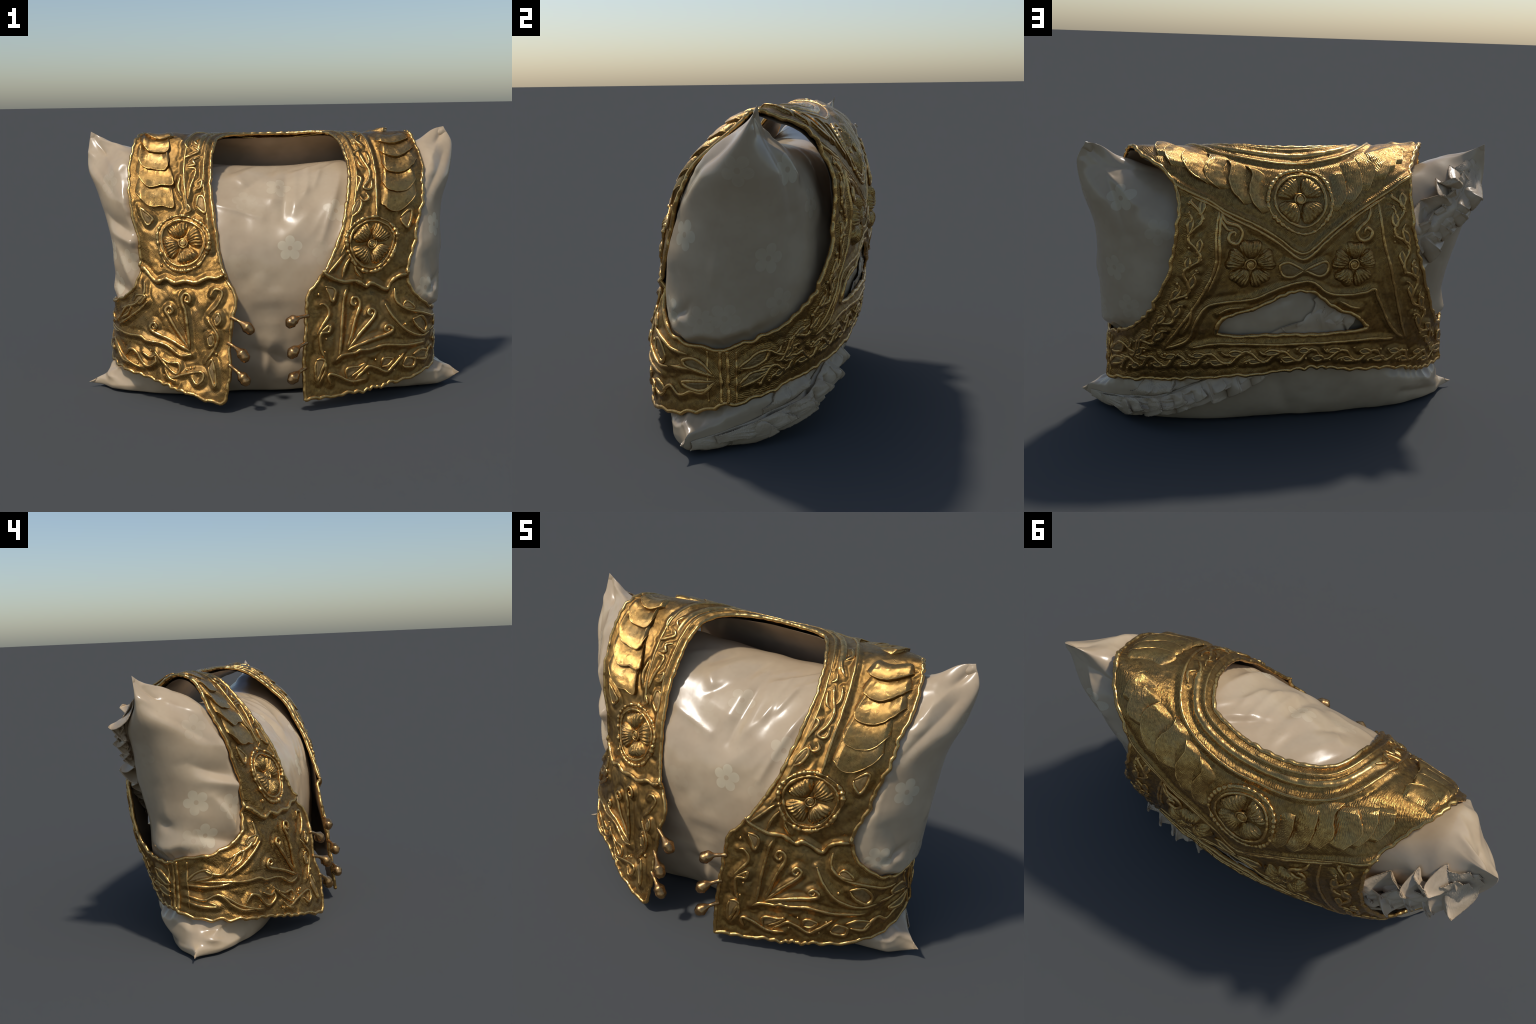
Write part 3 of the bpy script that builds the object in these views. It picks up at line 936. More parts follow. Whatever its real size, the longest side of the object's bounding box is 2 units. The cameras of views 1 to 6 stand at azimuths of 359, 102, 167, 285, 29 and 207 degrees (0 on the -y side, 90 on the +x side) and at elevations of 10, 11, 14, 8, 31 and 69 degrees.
def leaf(edge, tuck, seed):
    """A padded leaf: raised lip along its edge, sinking under the next one."""
    e = smooth_curve(edge, 46)
    e = e + .0022 * np.stack([noise(e, 60, seed), noise(e, 60, seed + 1)], 1)
    vs = np.r_[-.022, 0, .012, .04, np.linspace(.08, 1, 22)]
    grid, hh = [], []
    u = np.linspace(0, 1, len(e))
    mid = e.mean(0)
    for v in vs:
        vv = max(v, 0)
        row = e + np.array(tuck) * v
        row = row + (mid + np.array(tuck) * vv - row) * (.30 * vv ** 1.5)
        grid.append(row)
        side = np.clip(np.minimum(u, 1 - u) / .13, 0, 1) ** .6
        lip = -.014 if v < 0 else (.0125 + .004 * (edge[0][1] > 0)) * (1 - vv) ** 1.1 + .0045 * math.sin(math.pi * min(1, vv * 1.2)) * (1 if vv < .83 else 0)
        if v == 0:
            lip *= .86
        h = lip * (side if v >= 0 else 1) - .004 * (1 - side) - .006 * vv ** 3
        h = h + (.0014 * noise(row, 26, seed + 2) if v >= 0 else 0)
        hh.append(h)
    g = np.vstack(grid)
    c, n = surface(g)
    c = skin(g) + n * (np.clip(relief(g), -.004, .02) * .55 + .004 + np.concatenate(hh))[:, None]
    m = len(e)
    i, j = np.meshgrid(np.arange(len(vs) - 1), np.arange(m - 1), indexing="ij")
    a = (i * m + j).ravel()
    f = np.c_[a, a + 1, a + m + 1, a + m]
    fn = vertex_normals(c, f[:, :3])
    if (fn * n).sum() < 0:
        f = f[:, ::-1]
    return c, f, mid


for i, (edge, tuck) in enumerate(LEAVES):
    v, f, q = leaf(edge, tuck, 500 + i * 7)
    lf = make_object("leaf", v, f, PETAL, PANELS[panel_of(q)])
    m = len(smooth_curve(edge, 46))
    lip = np.asarray(v)[m:2 * m]
    o = np.c_[np.arange(m) * .3, np.zeros(m)]
    tv, tf = tube_mesh(resample(lip, 40), np.tile(skin_normal(np.array([q]))[0], (40, 1)),
                       .0036 * (1 + .25 * noise(o, 1.0, i)[:40]) * np.sin(np.linspace(.12, math.pi - .12, 40)) ** .3, 6)
    make_object("leaf_rim", tv, tf, CORD, lf.parent)


def cap(outline, height, seed, ribs=0, rib_dir=0.0, rib_amp=.0, rings=12, power=2.2, sink=-.004):
    """Domed pad over a star-shaped chart outline."""
    o = np.asarray(outline, float)
    c = o.mean(0)
    rows, hs = [c[None]], [np.array([height])]
    m = len(o)
    for r in np.linspace(0, 1, rings + 1)[1:]:
        row = c + (o - c) * r
        rows.append(row)
        hs.append(height * (1 - r ** power) + sink * r ** 8)
        hs[-1] = np.broadcast_to(hs[-1], (m,)).copy()
    g = np.vstack(rows)
    h = np.concatenate(hs)
    h += .0012 * noise(g, 40, seed)
    return g, h, m, rings, c


def cap_mesh(g, h, m, rings):
    n = skin_normal(g)
    b = relief(g)
    v = skin(g) + n * (.5 * b + .5 * b.mean() + h)[:, None]
    f = [(0, 1 + k, 1 + (k + 1) % m) for k in range(m)]
    for r in range(rings - 1):
        for k in range(m):
            a, d = 1 + r * m + k, 1 + r * m + (k + 1) % m
            f.append((a, a + m, d + m, d))
    q = np.array(f[:m])
    if (vertex_normals(v, q) * n).sum() < 0:
        f = [t[::-1] for t in f]
    return v, f


for fi, ((ca, cb), R, count, turn, rings) in enumerate(FLOWERS):
    par = PANELS[panel_of((ca, cb))]
    ctr = np.array([ca, cb])
    for q in range(count):
        rng = random.Random(fi * 10 + q)
        g0 = turn + q * 2 * math.pi / count + rng.uniform(-.06, .06)
        d = np.array([math.cos(g0), math.sin(g0)])
        s = np.array([-d[1], d[0]])
        th = np.linspace(0, 2 * math.pi, 57)[:-1]
        wide = (.60 if count == 4 else .50) * R * rng.uniform(.95, 1.06)
        x = R * (.62 + .42 * np.cos(th))
        y = wide * np.sin(th) * (.82 + .30 * np.cos(th)) / .92
        x = np.minimum(x, R * (1.0 - .05 * (y / wide) ** 2) - .05 * R * np.exp(-(y / (.16 * R)) ** 2) * (count == 5))
        o = ctr + x[:, None] * d + y[:, None] * s
        g, h, m, rn, _ = cap(o, .026, fi * 10 + q, rings=16, power=2.6, sink=-.002)
        rel = g - ctr
        fan = np.arctan2(rel @ s, rel @ d + .25 * R)
        edge = np.linalg.norm(rel, axis=1) / R
        h = h + .0034 * np.sin(fan * 46 + 1.2 * noise(g, 40, q)) * np.clip((edge - .25) / .3, 0, 1) * np.clip(h / .006, 0, 1)
        v, f = cap_mesh(g, h, m, rn)
        make_object("petal", v, f, PETAL, par)
    o = ctr + .20 * R * np.stack([np.cos(k), np.sin(k)], 1)
    g, h, m, rn, _ = cap(o, .008, fi, rings=5, power=4)
    v, f = cap_mesh(g, h + .004, m, rn)
    make_object("flower_centre", v, f, CORD, par)
    t = np.linspace(0, 4.2 * math.pi, 60)
    sp = ctr + (R * (.05 + .20 * t / t[-1]))[:, None] * np.stack([np.cos(t), np.sin(t)], 1)
    add_cord("flower_spiral", sp, .0042, CORD, parent=par, lift=.010, seed=fi, step=.004, rough_path=.0006)
    t = np.linspace(0, 2 * math.pi, 121)
    for ri, r in enumerate(rings):
        rr = r * (1 + .025 * np.sin(3 * t + fi) + .015 * np.sin(5 * t))
        ring = ctr + rr[:, None] * np.stack([np.cos(t), np.sin(t)], 1)
        ring = ring[inside(OUTLINE, ring) | (ri == 0)]
        add_cord("medallion_ring", ring, .0062 if ri == 0 else .0085, CORD, parent=par, lift=.002, seed=700 + fi * 3 + ri, closed=len(ring) == 121,
                 bead=0 if ri == 0 else .026, step=.004, taper=.01, wob=.30 + .25 * ri)

# pads inside the closed vine loops
pad = 0
for c in VINES:
    p = np.array(c)
    if len(p) >= 5 and np.linalg.norm(p[0] - p[-1]) < .035 and np.ptp(p, axis=0).max() > .035:
        o = smooth_curve(np.vstack([p, p[:1]]), 33)[:-1]
        o = o.mean(0) + (o - o.mean(0)) * .9
        g, h, m, rn, q = cap(o, .006, 900 + pad, rings=6, power=2.0, sink=-.002)
        v, f = cap_mesh(g, h + .002, m, rn)
        make_object("leaf_pad", v, f, INLAY, PANELS[panel_of(q)])
        pad += 1

# ---------------------------------------------------------------- toggles on the front edges
TOGGLES = [((.157, -1.115), (.078, -.455, .458)), ((.14, -1.25), (.080, -.490, .312)), ((.131, -1.375), (.079, -.500, .185)),
           ((-.216, -1.118), (-.135, -.448, .425)), ((-.234, -1.245), (-.163, -.484, .305)), ((-.227, -1.355), (-.160, -.490, .185))]
for i, (at, knob) in enumerate(TOGGLES):
    rng = random.Random(70 + i)
    p, n = surface(np.array([at]))
    p, knob = p[0] - .002 * n[0], np.array(knob)
    p = p + (knob - p) * .12
    sag = np.array([0, 0, -.010 - .01 * rng.random()])
    out = (knob - p) / np.linalg.norm(knob - p)
    end = knob + out * .026 + sag * 1.6
    path = smooth_curve([p - out * .02, p + (knob - p) * .45 + [0, -.004, .003], knob + sag * .4, end], 26)
    s = np.linspace(0, 1, 26)
    r = .009 + .0195 * np.exp(-(np.abs(s - .74) / .24) ** 3) + .003 * np.exp(-(s / .15) ** 2)
    r = r * np.where(s > .97, .80, 1) * (1 + .06 * np.sin(s * 25 + i))
    v, f = tube_mesh(path, np.tile([0., -.3, 1.], (26, 1)), r, 7)
    make_object("toggle_button", v, f, KNOB, vest)

# ---------------------------------------------------------------- pillow
FLOWER_SPOTS = [
    ((0.078, -0.268, 0.782), 0.28, 1.0),
    ((-0.135, -0.154, 0.998), 1.7, 0.35),
    ((0.034, -0.104, 1.074), 3.4, 0.55),
    ((0.307, -0.209, 0.949), 5.1, 0.7),
    ((0.247, -0.269, 0.751), 0.52, 0.35),
    ((-0.178, -0.274, 0.704), 2.22, 0.25),
    ((-0.837, -0.002, 1.099), 3.92, 0.4),
    ((-0.729, -0.127, 0.705), 5.62, 0.6),
    ((-0.822, 0.034, 0.555), 1.04, 0.5),
    ((-0.818, 0.011, 0.74), 4.44, 0.9),
    ((-0.794, -0.016, 0.577), 1.56, 0.9),
    ((-0.78, 0.19, 1.02), 3.26, 0.3),
    ((0.83, -0.09, 0.865), 4.96, 0.9),
    ((0.743, -0.185, 0.719), 0.38, 0.25),
    ((0.777, -0.181, 0.552), 2.08, 0.9),
    ((0.794, -0.088, 1.035), 3.78, 0.3),
    ((0.798, 0.294, 1.117), 5.48, 0.8),
    ((0.642, 0.354, 0.972), 0.9, 0.4),
    ((0.833, 0.235, 0.778), 2.6, 0.6),
    ((0.773, 0.264, 0.595), 4.3, 0.4),
    ((0.953, 0.15, 1.126), 6.0, 0.4),
    ((0.80, 0.05, 0.56), 4.82, 0.4),
    ((0.889, -0.031, 0.537), 1.94, 0.4),
    ((-0.1, -0.188, 0.957), 5.34, 0.25),
    ((0.049, 0.373, 0.231), 0.76, 0.15),
    ((-0.718, -0.119, 1.041), 2.46, 0.3),
]
pillow = bpy.data.objects.new("satin_pillow", None)
bpy.context.scene.collection.objects.link(pillow)
pillow["label"] = "plump cream satin pillow with pinched corners and flower print"
pillow["category"] = "pillow"

SIDE_L = [(-.992, -.002, .028), (-.945, .01, .05), (-.885, .03, .09), (-.858, .06, .25), (-.848, .08, .45), (-.838, .10, .66),
          (-.860, .13, .82), (-.922, .17, 1.03), (-.972, .20, 1.15), (-.975, .22, 1.25), (-.960, .24, 1.356)]
SIDE_R = [(.990, -.091, .066), (.95, -.075, .095), (.905, -.05, .14), (.886, -.02, .28), (.884, .0, .41), (.890, .02, .55),
          (.898, .06, .73), (.916, .11, .96), (.970, .15, 1.13), (.990, .19, 1.27), (.952, .223, 1.357)]
TOP = [(-.960, .24, 1.356), (-.90, .225, 1.324), (-.84, .205, 1.297), (-.74, .17, 1.275), (-.5, .165, 1.200), (0, .185, 1.160), (.5, .165, 1.200),
       (.75, .175, 1.270), (.81, .185, 1.290), (.885, .21, 1.335), (.952, .223, 1.357)]
BOTTOM = [(-.992, -.002, .028), (-.93, .015, .008), (-.85, .02, -.012), (-.6, .03, -.03), (0, .035, -.028), (.6, .03, -.03), (.83, -.04, -.005),
          (.92, -.075, .02), (.990, -.091, .066)]


def along(points, t):
    p = smooth_curve(points, 400)
    return np.stack([np.interp(t, np.linspace(0, 1, 400), p[:, k]) for k in range(3)], -1)


FOLDS = [  # front: ridge from, to (x, z), width, height
    ((.37, 1.17), (.24, .82), .022, .011), ((.09, 1.17), (.05, .92), .022, -.010), ((.14, 1.18), (.10, .95), .02, .008), ((.215, 1.22), (.17, 1.05), .015, .010), ((.42, 1.0), (.30, .78), .02, .008),
    ((-.30, 1.0), (-.05, .93), .02, .008), ((-.24, 1.17), (-.12, 1.08), .02, .011), ((.02, 1.19), (-.1, 1.12), .02, .010), ((.28, 1.2), (.22, 1.08), .015, .012),
    ((.36, 1.13), (.20, .86), .035, .008), ((.25, 1.17), (.12, .98), .03, .010), ((.30, 1.06), (.02, .80), .05, .008),
    ((-.22, 1.12), (.02, 1.08), .03, .009), ((-.15, 1.05), (.10, 1.0), .035, .007), ((.05, 1.18), (.0, 1.0), .03, .008),
    ((.95, 1.33), (.78, 1.12), .03, .016), ((.93, 1.22), (.80, 1.02), .025, -.012), ((.90, 1.30), (.70, 1.24), .03, .012),
    ((-.95, 1.33), (-.80, 1.16), .03, .014), ((-.90, 1.29), (-.72, 1.24), .025, .012), ((-.93, 1.18), (-.80, 1.03), .03, -.010),
    ((-.85, .93), (-.70, .84), .04, -.030), ((-.82, .84), (-.68, .80), .035, .026), ((-.80, .76), (-.72, .58), .025, .022),
    ((-.83, .58), (-.70, .52), .04, -.026), ((-.80, 1.02), (-.68, .98), .05, .018), ((-.70, .70), (-.60, .60), .05, -.016),
    ((-.97, .04), (-.78, .16), .025, .014), ((-.90, .03), (-.70, .05), .03, .012), ((.96, .08), (.80, .16), .02, .012),
    ((.1, .18), (-.10, .26), .05, -.02), ((-.05, .12), (-.02, .3), .04, .014), ((.80, .70), (.86, .50), .03, -.014), ((.75, .45), (.86, .40), .03, .012)]
FOLDS_BACK = [((.95, 1.33), (.75, 1.10), .03, .016), ((.93, 1.25), (.62, 1.22), .03, -.014), ((.90, 1.32), (.78, .95), .03, -.010),
              ((-.95, 1.33), (-.70, 1.15), .03, .014), ((-.7, .2), (-.85, .06), .03, .014), ((-.6, .1), (-.9, .05), .03, -.012),
              ((.7, .5), (.5, .42), .05, .012), ((0, .05), (.1, .3), .05, -.012)]


def folds(x, z, table):
    h = np.zeros_like(x)
    for (x0, z0), (x1, z1), w, a in table:
        dx, dz = x1 - x0, z1 - z0
        k = ((x - x0) * dx + (z - z0) * dz) / (dx * dx + dz * dz)
        kc = np.clip(k, 0, 1)
        d = np.hypot(x - x0 - kc * dx, z - z0 - kc * dz)
        h += 1.5 * a * np.exp(-(d / w) ** 1.5) * (.55 + .45 * np.sin(math.pi * kc))
    return h


def pillow_side(s, t, sgn):
    """Point of the pillow at s, t in -1..1 on the front (-1) or back (+1) half."""
    u, v = (s + 1) / 2, (t + 1) / 2
    L, Rr, B, T = along(SIDE_L, v), along(SIDE_R, v), along(BOTTOM, u), along(TOP, u)
    c00, c10, c01, c11 = (np.array(q) for q in (SIDE_L[0], SIDE_R[0], SIDE_L[-1], SIDE_R[-1]))
    uu, vv = u[:, None], v[:, None]
    p = (1 - uu) * L + uu * Rr + (1 - vv) * B + vv * T - ((1 - uu) * (1 - vv) * c00 + uu * (1 - vv) * c10 + (1 - uu) * vv * c01 + uu * vv * c11)
    if sgn < 0:
        full = .394 + .034 * smoothstep((t + .4) / .8)
        ps = 2.55 - .30 * smoothstep((t - .2) / .5)
        pt = np.where(t > 0, 2.75, 2.2 + 1.7 * smoothstep((np.abs(s) - .15) / .4))
    else:
        ps, full = 3.1, .320
        pt = np.where(t > 0, 2.5, 3.9)
    d = full * np.sqrt(np.clip(1 - np.abs(s) ** ps, 0, 1)) * np.sqrt(np.clip(1 - np.abs(t) ** pt, 0, 1))
    near = np.min([np.linalg.norm(p - c, axis=1) for c in (c00, c10, c01, c11)], axis=0)
    high = p[:, 2] > .7
    d *= .16 + .84 * smoothstep((near - .02) / np.where(high, .26, .13))
    if sgn > 0:
        d += .055 * np.exp(-((p[:, 0] - .03) / .34) ** 2 - ((p[:, 2] - .56) / .20) ** 2)
    rim = np.clip(d / .08, 0, 1)
    d = d + rim * (folds(p[:, 0], p[:, 2], FOLDS if sgn < 0 else FOLDS_BACK) + .009 * noise(p[:, [0, 2]], 5, 21 + sgn) +
                   .004 * noise(p[:, [0, 2]], 13, 24 + sgn))
    p[:, 1] += sgn * d
    p[:, 2] += .004 * noise(p, 9, 31) * np.clip(p[:, 2] / .1, 0, 1)
    low = np.clip(.022 - p[:, 2], 0, None)
    p[:, 2] = np.where(p[:, 2] < .022, .022 - .021 * (1 - np.exp(-low / .021)), p[:, 2])
    return p


_inner = ab[::3]
_ip = skin(_inner)
_in = skin_normal(_inner)
_IKD = kd_of(_ip)


def under_cloth(p, gap):
    """Press points inward where the waistcoat covers them."""
    d, i = nearest(_IKD, p)
    off = ((p - _ip[i]) * _in[i]).sum(1)
    hole = smoothstep((p[:, 0] - .40) / .12) * smoothstep((p[:, 1] + .12) / .12) * smoothstep((p[:, 2] - .50) / .12) * smoothstep((1.2 - p[:, 2]) / .15)
    reach = .04 + .03 * smoothstep((p[:, 1] + .12) / .12) + .035 * hole
    push = np.clip(off + gap, 0, .25) * smoothstep((reach - np.sqrt(np.clip(d ** 2 - off ** 2, 0, None))) / (reach * .95)) * (d < .25)
    return p - _in[i] * push[:, None]


def rounded(n):
    g = np.linspace(-1, 1, n)
    return np.sign(g) * (1 - (1 - np.abs(g)) ** 1.5)


NS, NT = 280, 230
S, T_ = np.meshgrid(rounded(NS), rounded(NT))
half = {}
for sgn in (-1, 1):
    half[sgn] = pillow_side(S.ravel(), T_.ravel(), sgn)
FOLDS_ROUND = [  # creases anywhere on the pillow: from, to, width, height along the outward normal
    ((-.83, .20, 1.00), (-.78, .08, .965), .035, -.022), ((-.80, .19, .905), (-.72, -.08, .835), .032, .024),
    ((-.80, .19, .850), (-.72, -.06, .775), .030, -.022), ((-.81, .165, .82), (-.81, .15, .66), .016, .018),
    ((-.82, .19, .635), (-.79, .08, .60), .028, -.018), ((-.82, .22, .52), (-.78, .0, .50), .05, .014), ((-.83, .22, 1.06), (-.74, -.01, 1.11), .040, -.022),
    ((.945, .21, 1.335), (.84, .10, 1.19), .016, -.016), ((.965, .20, 1.27), (.86, .14, 1.13), .016, .012), ((.92, .22, 1.32), (.83, .26, 1.22), .016, -.012),
    ((-.95, .22, 1.335), (-.85, .12, 1.21), .016, -.015), ((-.965, .20, 1.25), (-.86, .13, 1.13), .016, .012), ((-.90, .21, 1.31), (-.78, .14, 1.27), .014, .012),
    ((-.97, .0, .04), (-.86, -.10, .13), .018, -.012), ((.97, -.09, .07), (.86, -.16, .14), .018, -.012),
    ((-.78, .06, 1.18), (-.74, -.02, 1.16), .05, .015), ((-.80, .06, .95), (-.74, -.04, .93), .05, .016), ((-.80, .05, .69), (-.75, -.05, .66), .05, .016),
    ((.30, .12, 1.17), (.06, -.05, 1.16), .020, .011), ((.27, .13, 1.17), (.02, -.03, 1.16), .018, -.010), ((.03, .12, 1.17), (-.02, -.04, 1.15), .024, -.012),
    ((-.02, -.04, 1.15), (-.15, -.12, 1.06), .022, -.009), ((-.06, .12, 1.17), (-.16, -.04, 1.14), .03, .010), ((-.14, .12, 1.17), (-.24, -.02, 1.15), .022, -.011),
    ((.20, .15, 1.18), (.12, .06, 1.18), .016, .010), ((-.24, .10, 1.18), (-.33, .02, 1.17), .02, .010), ((.36, .10, 1.19), (.24, -.04, 1.15), .018, .010),
    ((.90, .03, .70), (.87, .05, .86), .02, .010), ((.88, -.08, .60), (.80, -.16, .52), .02, -.014), ((.88, -.10, .50), (.80, -.18, .58), .02, .012),
    ((.90, .20, .45), (.86, .10, .48), .03, .012), ((-.93, .02, .10), (-.82, -.12, .06), .022, .016), ((-.92, .03, .13), (-.80, -.10, .12), .020, -.014)]


def creased(p, n):
    h = np.zeros(len(p))
    for a, b, w, amp in FOLDS_ROUND:
        a, b = np.array(a), np.array(b)
        k = np.clip((p - a) @ (b - a) / ((b - a) @ (b - a)), 0, 1)
        d = np.linalg.norm(p - a - k[:, None] * (b - a), axis=1)
        h += 1.35 * amp * np.exp(-(d / w) ** 1.6) * (.5 + .5 * np.sin(math.pi * k))
    return p + n * h[:, None]


rim = np.zeros((NT, NS), bool)
rim[0] = rim[-1] = True
rim[:, 0] = rim[:, -1] = True
rim = rim.ravel()
mid = .5 * (half[-1] + half[1])
for sgn in (-1, 1):
    half[sgn][rim] = mid[rim]
idx = np.arange(NS * NT).reshape(NT, NS)
tri3 = np.stack([idx[:-1, :-1], idx[:-1, 1:], idx[1:, 1:]], -1).reshape(-1, 3)
for sgn in (-1, 1):
    nn = vertex_normals(half[sgn], tri3) * -sgn
    if (nn[:, 1] * sgn).sum() < 0:
        nn = -nn
    q = under_cloth(creased(half[sgn], nn), .022 + .014 * (sgn > 0))
    half[sgn][~rim] = q[~rim]
mid = under_cloth(.5 * (half[-1] + half[1]), .03)
g0, g1, gm = (h.reshape(NT, NS, 3) for h in (half[-1], half[1], mid))
for col, nxt in ((0, 1), (-1, -2)):  # let the side edge follow the creases next to it
    gm[25:-25, col] = .5 * (g0[25:-25, nxt] + g1[25:-25, nxt])
mid = gm.reshape(-1, 3)
for sgn in (-1, 1):
    half[sgn][rim] = mid[rim]
fr = np.stack([idx[:-1, :-1], idx[:-1, 1:], idx[1:, 1:], idx[1:, :-1]], -1).reshape(-1, 4)
remap = np.where(rim, np.arange(NS * NT), np.arange(NS * NT) + NS * NT)
bk = remap[fr][:, ::-1]
allv = np.vstack([half[-1], half[1]])
allf = np.vstack([fr, bk])
used = np.unique(allf)
new = np.full(len(allv), -1)
new[used] = np.arange(len(used))
PRINTS = []
_fv = np.vstack([half[-1], half[1]])
_fn = np.vstack([vertex_normals(half[-1], tri3), vertex_normals(half[1], tri3)])
_cen = np.array([0, .1, .65])
for (fx, fy, fz), turn, strength in FLOWER_SPOTS:
    strength = strength ** 1.5
    i = np.argmin(((_fv - [fx, fy, fz]) ** 2).sum(1))
    n = _fn[i] if _fn[i] @ (_fv[i] - _cen) > 0 else -_fn[i]
    r = np.cross([0, .02, 1.0], n)
    r /= np.linalg.norm(r)
    u = np.cross(n, r)
    c, sn = math.cos(turn), math.sin(turn)
    PRINTS.append((_fv[i], c * r + sn * u, c * u - sn * r, n, strength))
_grp = flower_group()
SATIN = fabric([], _grp)
body = make_object("cushion", allv[used], new[allf], SATIN, pillow)
for q in PRINTS:  # each woven flower lives in its own patch of the cloth
    body.data.materials.append(fabric([q], _grp))
_fc = allv[allf].mean(1)
_fd = np.stack([np.linalg.norm(_fc - q[0], axis=1) for q in PRINTS], 1)
body.data.polygons.foreach_set("material_index", np.where(_fd.min(1) < .11, _fd.argmin(1) + 1, 0).astype(np.int32))

# ---------------------------------------------------------------- ruffle sewn diagonally across the back
PATH = [(-.955, 1.335), (-.86, 1.21), (-.76, 1.07), (-.58, .92), (-.35, .75), (-.08, .55), (.15, .42), (.38, .29), (.62, .175), (.80, .11), (.90, .075), (.98, .062)]
_bx = half[1]
_BKD = kd_of(np.c_[_bx[:, 0], _bx[:, 2]])
pc = smooth_curve(PATH, 500)
ps_ = np.r_[0, np.cumsum(np.linalg.norm(np.diff(pc, axis=0), axis=1))]
pt_ = np.gradient(pc, axis=0)
pn_ = np.stack([-pt_[:, 1], pt_[:, 0]], 1) / np.linalg.norm(pt_, axis=1)[:, None]
if pn_[250, 1] < 0:
    pn_ = -pn_


def solid_strip(p, nu, nw, th=.004):
    """Give a (nu x nw) sheet of cloth its thickness."""
    a = np.arange(nu * nw).reshape(nu, nw)
    f = np.stack([a[:-1, :-1], a[1:, :-1], a[1:, 1:], a[:-1, 1:]], -1).reshape(-1, 4)
    n = vertex_normals(p, f[:, :3])
    if n[:, 1].sum() < 0:
        f = f[:, ::-1]
        n = -n
    v = np.vstack([p, p - n * th])
    m = nu * nw
    edge = np.concatenate([a[:, -1], a[-1, -2::-1], a[-2::-1, 0], a[0, 1:-1]])
    nxt = np.roll(edge, -1)
    return v, np.vstack([f, f[:, ::-1] + m, np.c_[edge, nxt, nxt + m, edge + m]])


def on_pillow(u, across):
    """Chart of the ruffle: u along the diagonal, across it in metres -> x, z and the pillow's back y there."""
    cx, cz = np.interp(u, ps_, pc[:, 0]), np.interp(u, ps_, pc[:, 1])
    nx, nz = np.interp(u, ps_, pn_[:, 0]), np.interp(u, ps_, pn_[:, 1])
    return cx, cz, nx, nz


def settle(x, z, lift, w):
    x = np.clip(x, -.985, .985)
    z = np.where(z < .004 + .012 * (1 - w), .004 + .012 * (1 - w), z)
    _, i = nearest(_BKD, np.c_[x, z])
    in_slot = np.exp(-((x + .03) / .22) ** 2 - ((z - .56) / .13) ** 2)
    p = under_cloth(np.c_[x, _bx[i, 1] + lift + .022 * in_slot, z], .016)
    p[:, 1] = np.where(p[:, 1] > .455, .455 + .05 * (1 - np.exp(-(p[:, 1] - .455) / .05)), p[:, 1])
    return p


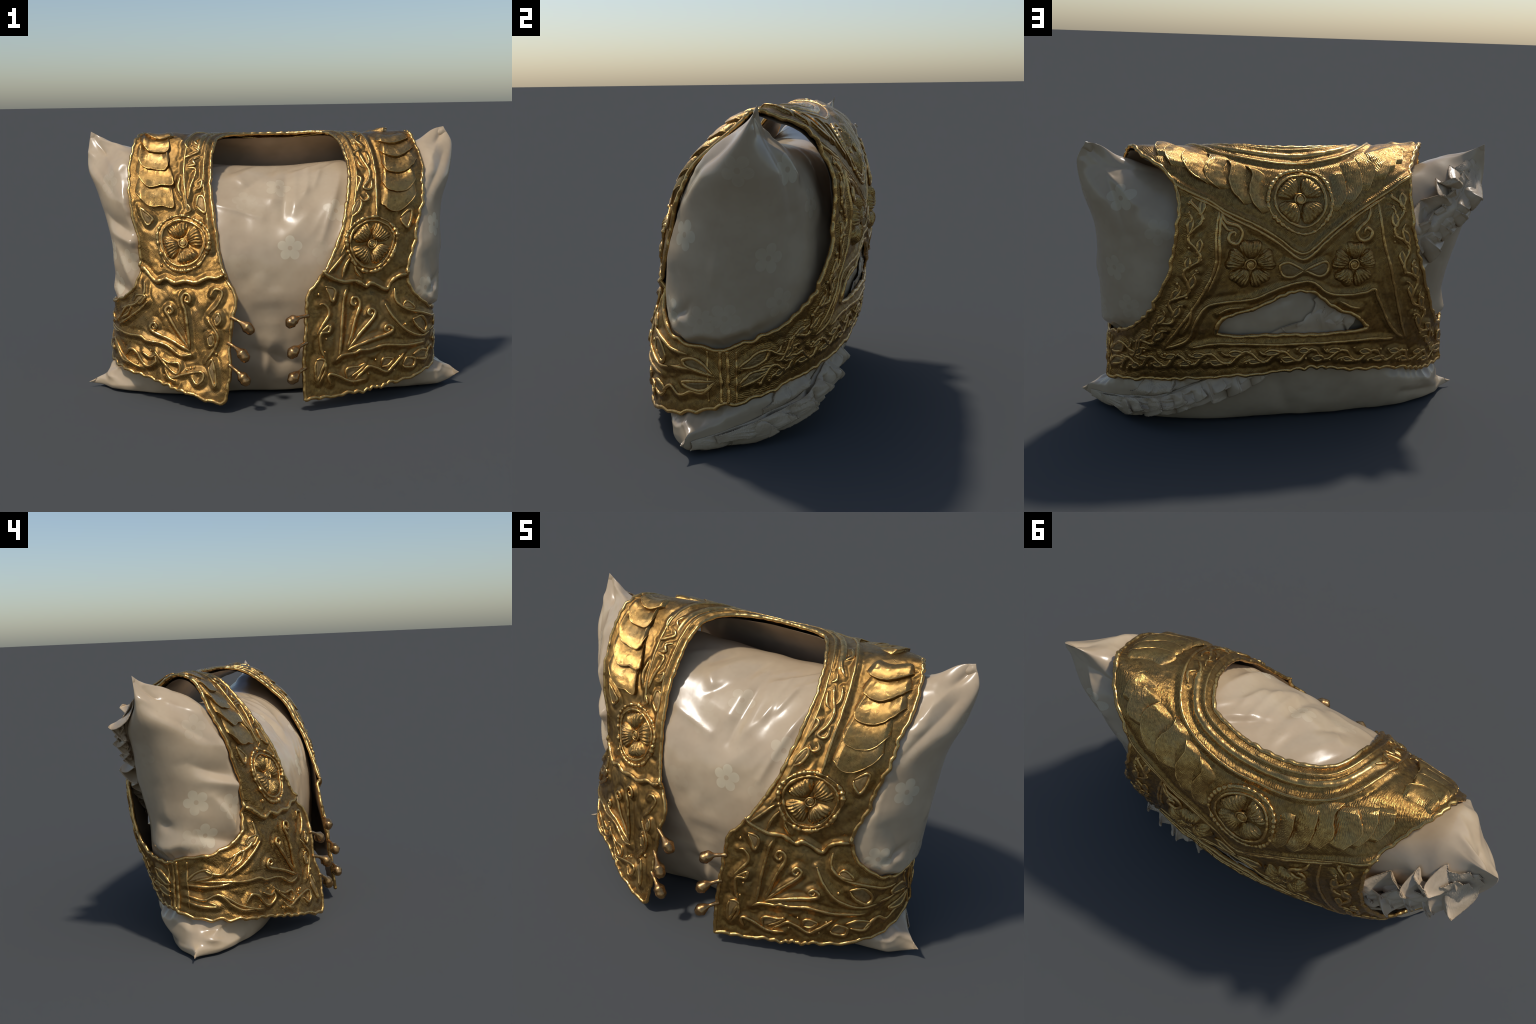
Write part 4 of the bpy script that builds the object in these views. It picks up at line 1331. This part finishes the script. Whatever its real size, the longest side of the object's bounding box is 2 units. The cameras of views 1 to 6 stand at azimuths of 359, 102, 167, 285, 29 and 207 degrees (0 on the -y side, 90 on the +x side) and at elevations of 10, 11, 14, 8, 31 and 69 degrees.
def gathered_frill(side, seed, width, pitch, lo, hi, base):
    """A gathered strip: its free edge swings between lying flat and standing up, so it falls in rounded loops."""
    nu, nw = 700, 30
    U, Wd = np.meshgrid(np.linspace(lo, hi, nu) * ps_[-1], np.linspace(0, 1, nw), indexing="ij")
    u, w = U.ravel(), Wd.ravel()
    o = np.c_[u, 0 * u]
    ph = u / pitch + .60 * noise(o, 3.5, seed) + .10 * noise(o, 11, seed + 1)
    wave = .75 * np.sin(2 * math.pi * ph) + .35 * tri_wave(ph + .2)
    ends = smoothstep((u / ps_[-1] - lo) / .05) * smoothstep((hi - u / ps_[-1]) / .05)
    low = smoothstep((u / ps_[-1] - .5) / .1)
    hush = 1 - .60 * np.exp(-((u / ps_[-1] - .62) / .12) ** 2)
    th = hush * np.radians(31 + 12 * low + (27 + 13 * low) * wave + 12 * noise(o, 4, seed + 2)) * (.2 + .8 * ends)
    th = th * (1 - .30 * w)
    W = width * (.95 + .16 * noise(o, 7, seed + 3)) * (.35 + .65 * ends)
    swing = ((.016 + .004 * low) * np.sin(4 * math.pi * ph + .6) + .020 * noise(o, 5, seed + 4)) * w ** 1.2 * ends
    across = side * W * w * np.cos(th)
    cx, cz, nx, nz = on_pillow(u, across)
    crump = .007 * noise(np.c_[u, w * .16], 13, seed + 5) + .004 * (1 - np.abs(noise(np.c_[u + .15 * w, w * .1], 20, seed + 6)) * 2)
    lift = base + W * np.sin(th) * w ** .85 + crump * np.clip(w * 3, 0, 1) * ends
    return solid_strip(settle(cx + across * nx + swing * nz, cz + across * nz - swing * nx, lift, w), nu, nw)


def gathered_spine(seed, half_width, height, lo, hi):
    """Crumpled heading between the two frills."""
    nu, nw = 640, 26
    U, Wd = np.meshgrid(np.linspace(lo, hi, nu) * ps_[-1], np.linspace(-1, 1, nw), indexing="ij")
    u, w = U.ravel(), Wd.ravel()
    o = np.c_[u, 0 * u]
    ends = smoothstep((u / ps_[-1] - lo) / .05) * smoothstep((hi - u / ps_[-1]) / .05)
    across = half_width * w * (1 + .25 * noise(o, 8, seed)) * (.3 + .7 * ends)
    cx, cz, nx, nz = on_pillow(u, across)
    ridges = 1 - np.abs(noise(np.c_[u + .4 * across, across * .5], 15, seed + 1)) * 2
    dome = np.sqrt(np.clip(1 - w ** 2, 0, 1))
    lift = .002 + height * dome * (.55 + .35 * ridges + .25 * noise(np.c_[u, across], 11, seed + 2)) * (.2 + .8 * ends)
    return solid_strip(settle(cx + across * nx, cz + across * nz, lift, np.abs(w)), nu, nw)


for side, seed, width, pitch, lo, hi, base in ((1, 81, .130, .120, .040, .52, .010), (-1, 87, .130, .125, .035, .52, .010),
                                               (1, 93, .070, .100, .06, .50, .026), (-1, 97, .078, .110, .05, .50, .026),
                                               (1, 111, .085, .150, .50, .90, .004), (-1, 117, .132, .150, .52, .985, .008),
                                               (-1, 121, .090, .125, .60, .965, .036)):
    v, f = gathered_frill(side, seed, width, pitch, lo, hi, base)
    make_object("ruffle", v, f, FRILL, pillow)
v, f = gathered_spine(103, .062, .050, .03, .55)
make_object("ruffle_heading", v, f, FRILL, pillow)
